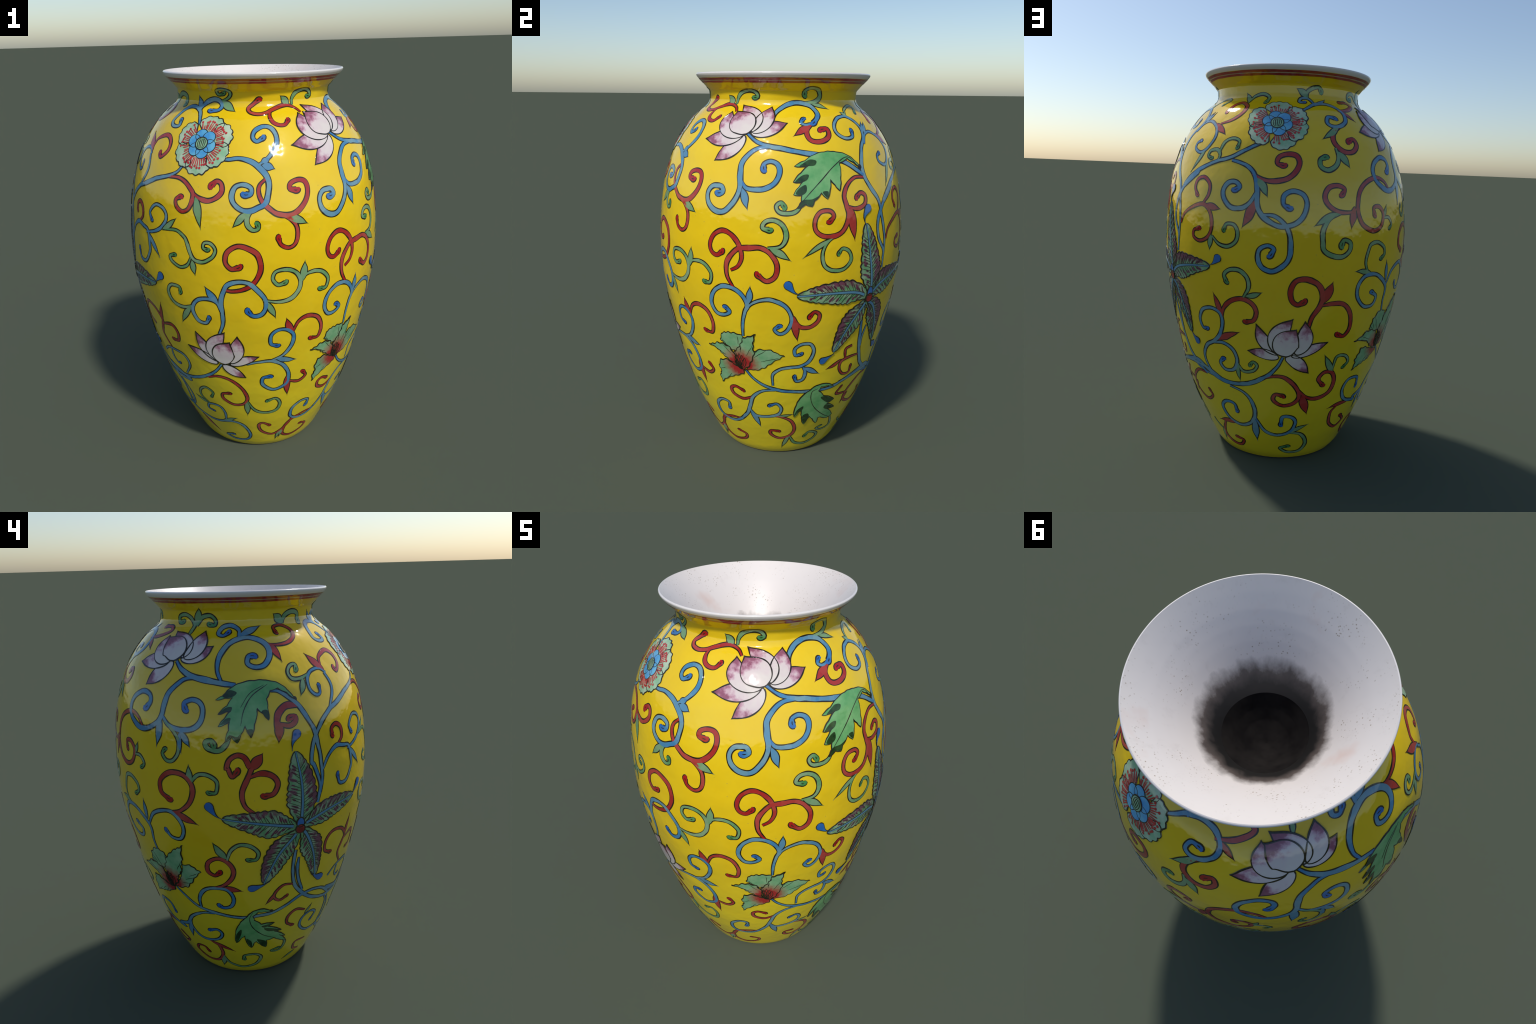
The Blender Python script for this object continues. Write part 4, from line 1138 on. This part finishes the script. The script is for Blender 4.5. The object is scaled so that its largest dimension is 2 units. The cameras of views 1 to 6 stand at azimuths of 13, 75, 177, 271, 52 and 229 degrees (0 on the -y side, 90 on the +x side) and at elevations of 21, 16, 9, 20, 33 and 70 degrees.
# first poppy
bloom('poppy_flower', (56.0, 0.636))
fill('poppy', 0, (47.2, 0.795), (48.9, 0.808), (51.4, 0.812), (54.2, 0.812), (57.6, 0.806), (58.1, 0.791), (57.1, 0.746), (54.0, 0.708), (51.5, 0.719), (47.7, 0.746), (46.2, 0.761))
fill('poppy', 1, (39.0, 0.715), (44.5, 0.739), (48.0, 0.739), (51.2, 0.726), (53.4, 0.682), (53.9, 0.625), (52.0, 0.629), (49.6, 0.653), (47.1, 0.671), (45.3, 0.687), (43.1, 0.705))
fill('poppy', 2, (58.1, 0.794), (60.8, 0.803), (63.8, 0.819), (62.8, 0.779), (63.0, 0.707), (61.6, 0.664), (59.8, 0.628), (56.7, 0.605), (54.1, 0.651), (52.9, 0.705), (55.3, 0.735))
fill('poppy', 0, (62.4, 0.721), (65.8, 0.738), (70.9, 0.737), (74.2, 0.716), (77.1, 0.703), (73.9, 0.683), (70.3, 0.653), (67.5, 0.629), (64.0, 0.613), (58.2, 0.606), (60.7, 0.654))
fill('poppy', 1, (44.6, 0.642), (48.8, 0.651), (52.4, 0.630), (57.8, 0.607), (56.8, 0.581), (53.2, 0.565), (49.8, 0.550), (46.4, 0.528), (43.3, 0.499), (42.7, 0.543), (44.0, 0.565), (43.0, 0.601))
poppy_heart((56.0, 0.636))

# second poppy
bloom('poppy_flower', (233.6, 0.657))
fill('poppy', 0, (224.2, 0.807), (227.5, 0.839), (230.5, 0.842), (233.7, 0.829), (234.3, 0.807), (234.4, 0.765), (231.4, 0.728), (226.6, 0.734), (222.8, 0.752))
fill('poppy', 2, (234.3, 0.807), (236.9, 0.840), (240.3, 0.873), (245.0, 0.904), (243.8, 0.868), (243.7, 0.820), (241.6, 0.747), (237.5, 0.664), (234.4, 0.634), (232.6, 0.681), (231.1, 0.736))
fill('poppy', 1, (213.9, 0.700), (221.3, 0.745), (225.9, 0.744), (229.8, 0.726), (231.7, 0.669), (233.8, 0.632), (230.0, 0.635), (226.6, 0.656), (224.2, 0.681), (220.0, 0.696))
fill('poppy', 0, (242.9, 0.789), (246.7, 0.798), (249.2, 0.783), (251.7, 0.763), (248.6, 0.727), (246.0, 0.686), (242.9, 0.650), (238.4, 0.636), (234.4, 0.634), (239.0, 0.686), (241.4, 0.738))
fill('poppy', 1, (220.4, 0.654), (224.2, 0.654), (228.9, 0.635), (234.8, 0.629), (234.1, 0.606), (228.6, 0.574), (223.2, 0.560), (217.1, 0.535), (218.3, 0.571), (217.5, 0.595))
poppy_heart((233.6, 0.657))

# first upper leaf
bloom('painted_leaf', (111.5, 1.587))
fill('leaf', 1, (111.5, 1.587), (108.6, 1.619), (104.8, 1.643), (99.6, 1.655), (93.0, 1.656), (88.6, 1.645), (84.3, 1.621), (79.7, 1.599), (83.3, 1.597), (86.1, 1.602), (82.4, 1.571), (79.2, 1.534), (82.3, 1.531), (83.9, 1.539), (81.2, 1.510), (79.3, 1.481), (82.7, 1.478), (82.4, 1.451), (81.1, 1.424), (84.2, 1.440), (86.7, 1.430), (87.9, 1.455), (90.9, 1.487), (93.4, 1.460), (94.8, 1.499), (95.3, 1.541), (97.3, 1.516), (99.2, 1.492), (100.2, 1.547), (100.5, 1.609), (105.1, 1.626), (108.2, 1.608))
vein(3, (110.8, 1.587), (105.2, 1.632), (97.7, 1.597), (91.1, 1.538), (85.9, 1.486), (81.6, 1.438))
scroll('green', 22, (82.9, 1.446), (80.6, 1.411), (77.0, 1.400), (73.5, 1.408), (72.3, 1.432), (74.2, 1.448), (75.5, 1.432))
dab('leafdark', (83.6, 1.611), (86.6, 1.626), (89.5, 1.620), (88.7, 1.602), (85.8, 1.599), (81.9, 1.597))
dab('leafdark', (79.9, 1.534), (82.9, 1.560), (85.7, 1.563), (85.0, 1.542), (82.3, 1.531))
dab('leafdark', (80.1, 1.484), (81.7, 1.508), (84.4, 1.521), (84.6, 1.494), (82.7, 1.479))
dab('leafdark', (81.4, 1.427), (82.9, 1.457), (86.9, 1.461), (90.2, 1.476), (87.9, 1.455), (86.7, 1.433), (84.2, 1.439))
dab('leafdark', (91.4, 1.489), (93.9, 1.491), (93.5, 1.464))

# second upper leaf
bloom('painted_leaf', (295.0, 1.562))
fill('leaf', 1, (295.0, 1.562), (292.2, 1.603), (289.2, 1.628), (284.8, 1.642), (278.1, 1.646), (272.6, 1.639), (268.2, 1.620), (265.5, 1.593), (262.1, 1.576), (266.1, 1.583), (269.2, 1.585), (266.8, 1.553), (263.2, 1.520), (266.5, 1.531), (268.3, 1.533), (265.5, 1.501), (263.2, 1.471), (266.5, 1.483), (267.7, 1.491), (267.2, 1.455), (265.8, 1.408), (268.3, 1.428), (270.4, 1.403), (272.0, 1.440), (273.6, 1.473), (274.7, 1.447), (275.7, 1.423), (277.3, 1.477), (278.7, 1.539), (281.1, 1.515), (283.0, 1.490), (283.0, 1.538), (282.9, 1.574), (284.8, 1.605), (288.3, 1.612), (291.9, 1.591))
vein(3, (284.0, 1.630), (277.1, 1.590), (273.4, 1.534), (271.9, 1.474))
vein(2, (282.3, 1.628), (276.1, 1.598), (272.1, 1.545))
scroll('green', 26, (267.6, 1.429), (265.8, 1.392), (262.8, 1.371), (259.1, 1.380), (258.2, 1.405), (260.2, 1.413), (261.3, 1.398))
dab('leafdark', (265.0, 1.593), (267.7, 1.613), (270.8, 1.604), (269.2, 1.588), (266.1, 1.584))
dab('leafdark', (263.7, 1.522), (266.0, 1.544), (268.6, 1.548), (268.3, 1.533), (266.5, 1.532))
dab('leafdark', (264.0, 1.478), (266.0, 1.501), (268.0, 1.506), (267.7, 1.492), (266.2, 1.484))
dab('leafdark', (266.1, 1.410), (267.4, 1.436), (270.3, 1.428), (271.5, 1.438), (270.4, 1.407), (268.3, 1.429))
dab('leafdark', (280.4, 1.525), (282.8, 1.529), (283.0, 1.494))
dab('leafdark', (274.0, 1.453), (276.5, 1.456), (275.7, 1.427))

# first lower leaf
bloom('painted_leaf', (105.2, 0.487))
fill('leaf', 1, (105.2, 0.487), (100.2, 0.514), (94.6, 0.510), (91.1, 0.484), (87.2, 0.447), (84.7, 0.387), (84.3, 0.307), (86.9, 0.344), (88.5, 0.352), (89.3, 0.299), (91.4, 0.242), (93.4, 0.281), (94.4, 0.300), (97.0, 0.273), (100.6, 0.232), (100.8, 0.274), (102.6, 0.274), (108.7, 0.249), (112.3, 0.263), (105.3, 0.329), (111.2, 0.324), (104.0, 0.369), (108.6, 0.388), (100.3, 0.432), (96.4, 0.474), (97.6, 0.499), (101.4, 0.498))
vein(3, (95.7, 0.490), (92.6, 0.472), (93.1, 0.414), (96.8, 0.352), (103.5, 0.293), (111.4, 0.245))
scroll('green', 16, (111.1, 0.262), (115.1, 0.175), (108.6, 0.156), (103.1, 0.179), (106.2, 0.190))
dab('leafdark', (84.4, 0.315), (85.5, 0.356), (88.9, 0.382), (88.5, 0.352), (86.5, 0.344))
dab('leafdark', (91.2, 0.252), (89.6, 0.309), (92.4, 0.325), (93.9, 0.301), (93.0, 0.276))
dab('leafdark', (98.8, 0.422), (101.4, 0.425), (108.4, 0.388), (104.2, 0.378))
dab('leafdark', (102.8, 0.342), (104.1, 0.363), (111.0, 0.325), (106.0, 0.324))

# second lower leaf
bloom('painted_leaf', (284.0, 0.514))
fill('leaf', 1, (284.0, 0.514), (280.2, 0.538), (274.9, 0.528), (271.2, 0.487), (266.8, 0.431), (264.5, 0.360), (264.4, 0.294), (267.7, 0.333), (269.9, 0.352), (270.5, 0.304), (273.4, 0.250), (275.2, 0.289), (276.5, 0.301), (279.2, 0.271), (282.8, 0.243), (282.6, 0.300), (287.4, 0.309), (295.9, 0.266), (290.4, 0.325), (294.8, 0.304), (286.8, 0.363), (291.4, 0.360), (282.7, 0.408), (286.3, 0.427), (279.0, 0.429), (275.2, 0.463), (274.5, 0.494), (277.4, 0.521), (281.0, 0.517))
vein(3, (274.5, 0.519), (272.8, 0.475), (274.4, 0.412), (280.1, 0.350), (288.4, 0.306))
scroll('green', 17, (291.3, 0.297), (295.7, 0.255), (294.5, 0.197), (290.5, 0.183), (287.2, 0.196), (291.6, 0.208))
dab('leafdark', (264.8, 0.355), (267.7, 0.399), (268.0, 0.372), (265.9, 0.316), (264.4, 0.298))
dab('leafdark', (270.6, 0.327), (273.5, 0.302), (273.6, 0.256), (271.3, 0.292))
dab('leafdark', (276.9, 0.316), (282.2, 0.295), (282.4, 0.250), (279.2, 0.273))
dab('leafdark', (279.5, 0.416), (285.8, 0.426), (282.7, 0.408), (280.7, 0.403))
dab('leafdark', (282.9, 0.372), (287.7, 0.364), (291.4, 0.360), (285.7, 0.387), (280.7, 0.398))

# first star flower
bloom('star_flower', (116.1, 0.967))
feather('star', 0.126, (116.0, 0.970), (113.3, 0.929), (106.6, 0.832), (100.8, 0.702))
feather('star', 0.118, (113.8, 0.955), (120.0, 0.917), (124.6, 0.817), (127.6, 0.694))
feather('star', 0.126, (116.0, 0.970), (107.8, 1.012), (95.3, 1.027), (81.4, 1.024))
feather('star', 0.126, (113.8, 0.955), (122.4, 1.020), (134.2, 1.048), (144.7, 1.058))
feather('star', 0.141, (116.0, 0.970), (116.6, 1.042), (114.8, 1.165), (112.0, 1.335))
drop('blue', (101.4, 0.692), (98.9, 0.677), (94.1, 0.651))
drop('blue', (127.5, 0.697), (129.3, 0.672), (133.0, 0.644))
drop('blue', (82.8, 1.030), (80.0, 1.045), (76.5, 1.094))
drop('blue', (144.3, 1.062), (146.9, 1.077), (149.9, 1.115))
drop('blue', (111.5, 1.332), (111.2, 1.370), (114.5, 1.418))
star_heart((116.1, 0.967))

# second star flower
bloom('star_flower', (294.8, 0.982))
feather('star', 0.133, (294.7, 0.986), (292.1, 0.944), (285.7, 0.856), (279.7, 0.702))
feather('star', 0.118, (294.7, 0.986), (298.4, 0.938), (303.0, 0.821), (306.2, 0.678))
feather('star', 0.133, (294.7, 0.986), (291.2, 1.002), (277.4, 1.036), (263.5, 1.065))
feather('star', 0.118, (294.7, 0.986), (299.5, 1.012), (310.6, 1.044), (326.3, 1.055))
feather('star', 0.163, (294.7, 0.986), (295.4, 1.055), (295.3, 1.190), (293.0, 1.346))
drop('blue', (282.4, 0.709), (278.6, 0.689), (272.4, 0.672))
drop('blue', (303.6, 0.710), (306.5, 0.672), (312.0, 0.643))
drop('blue', (263.6, 1.061), (260.8, 1.084), (257.6, 1.139))
drop('blue', (325.7, 1.052), (328.1, 1.079), (331.5, 1.117))
drop('blue', (291.7, 1.349), (292.2, 1.387), (295.1, 1.437))
star_heart((294.8, 0.982))

# rosettes
rosette((347.8, 1.710), .131, (79, 27, -30, -90, -145, 153))
rosette((171.4, 1.722), .135, (90, 28, -20, -68, -142, 160))
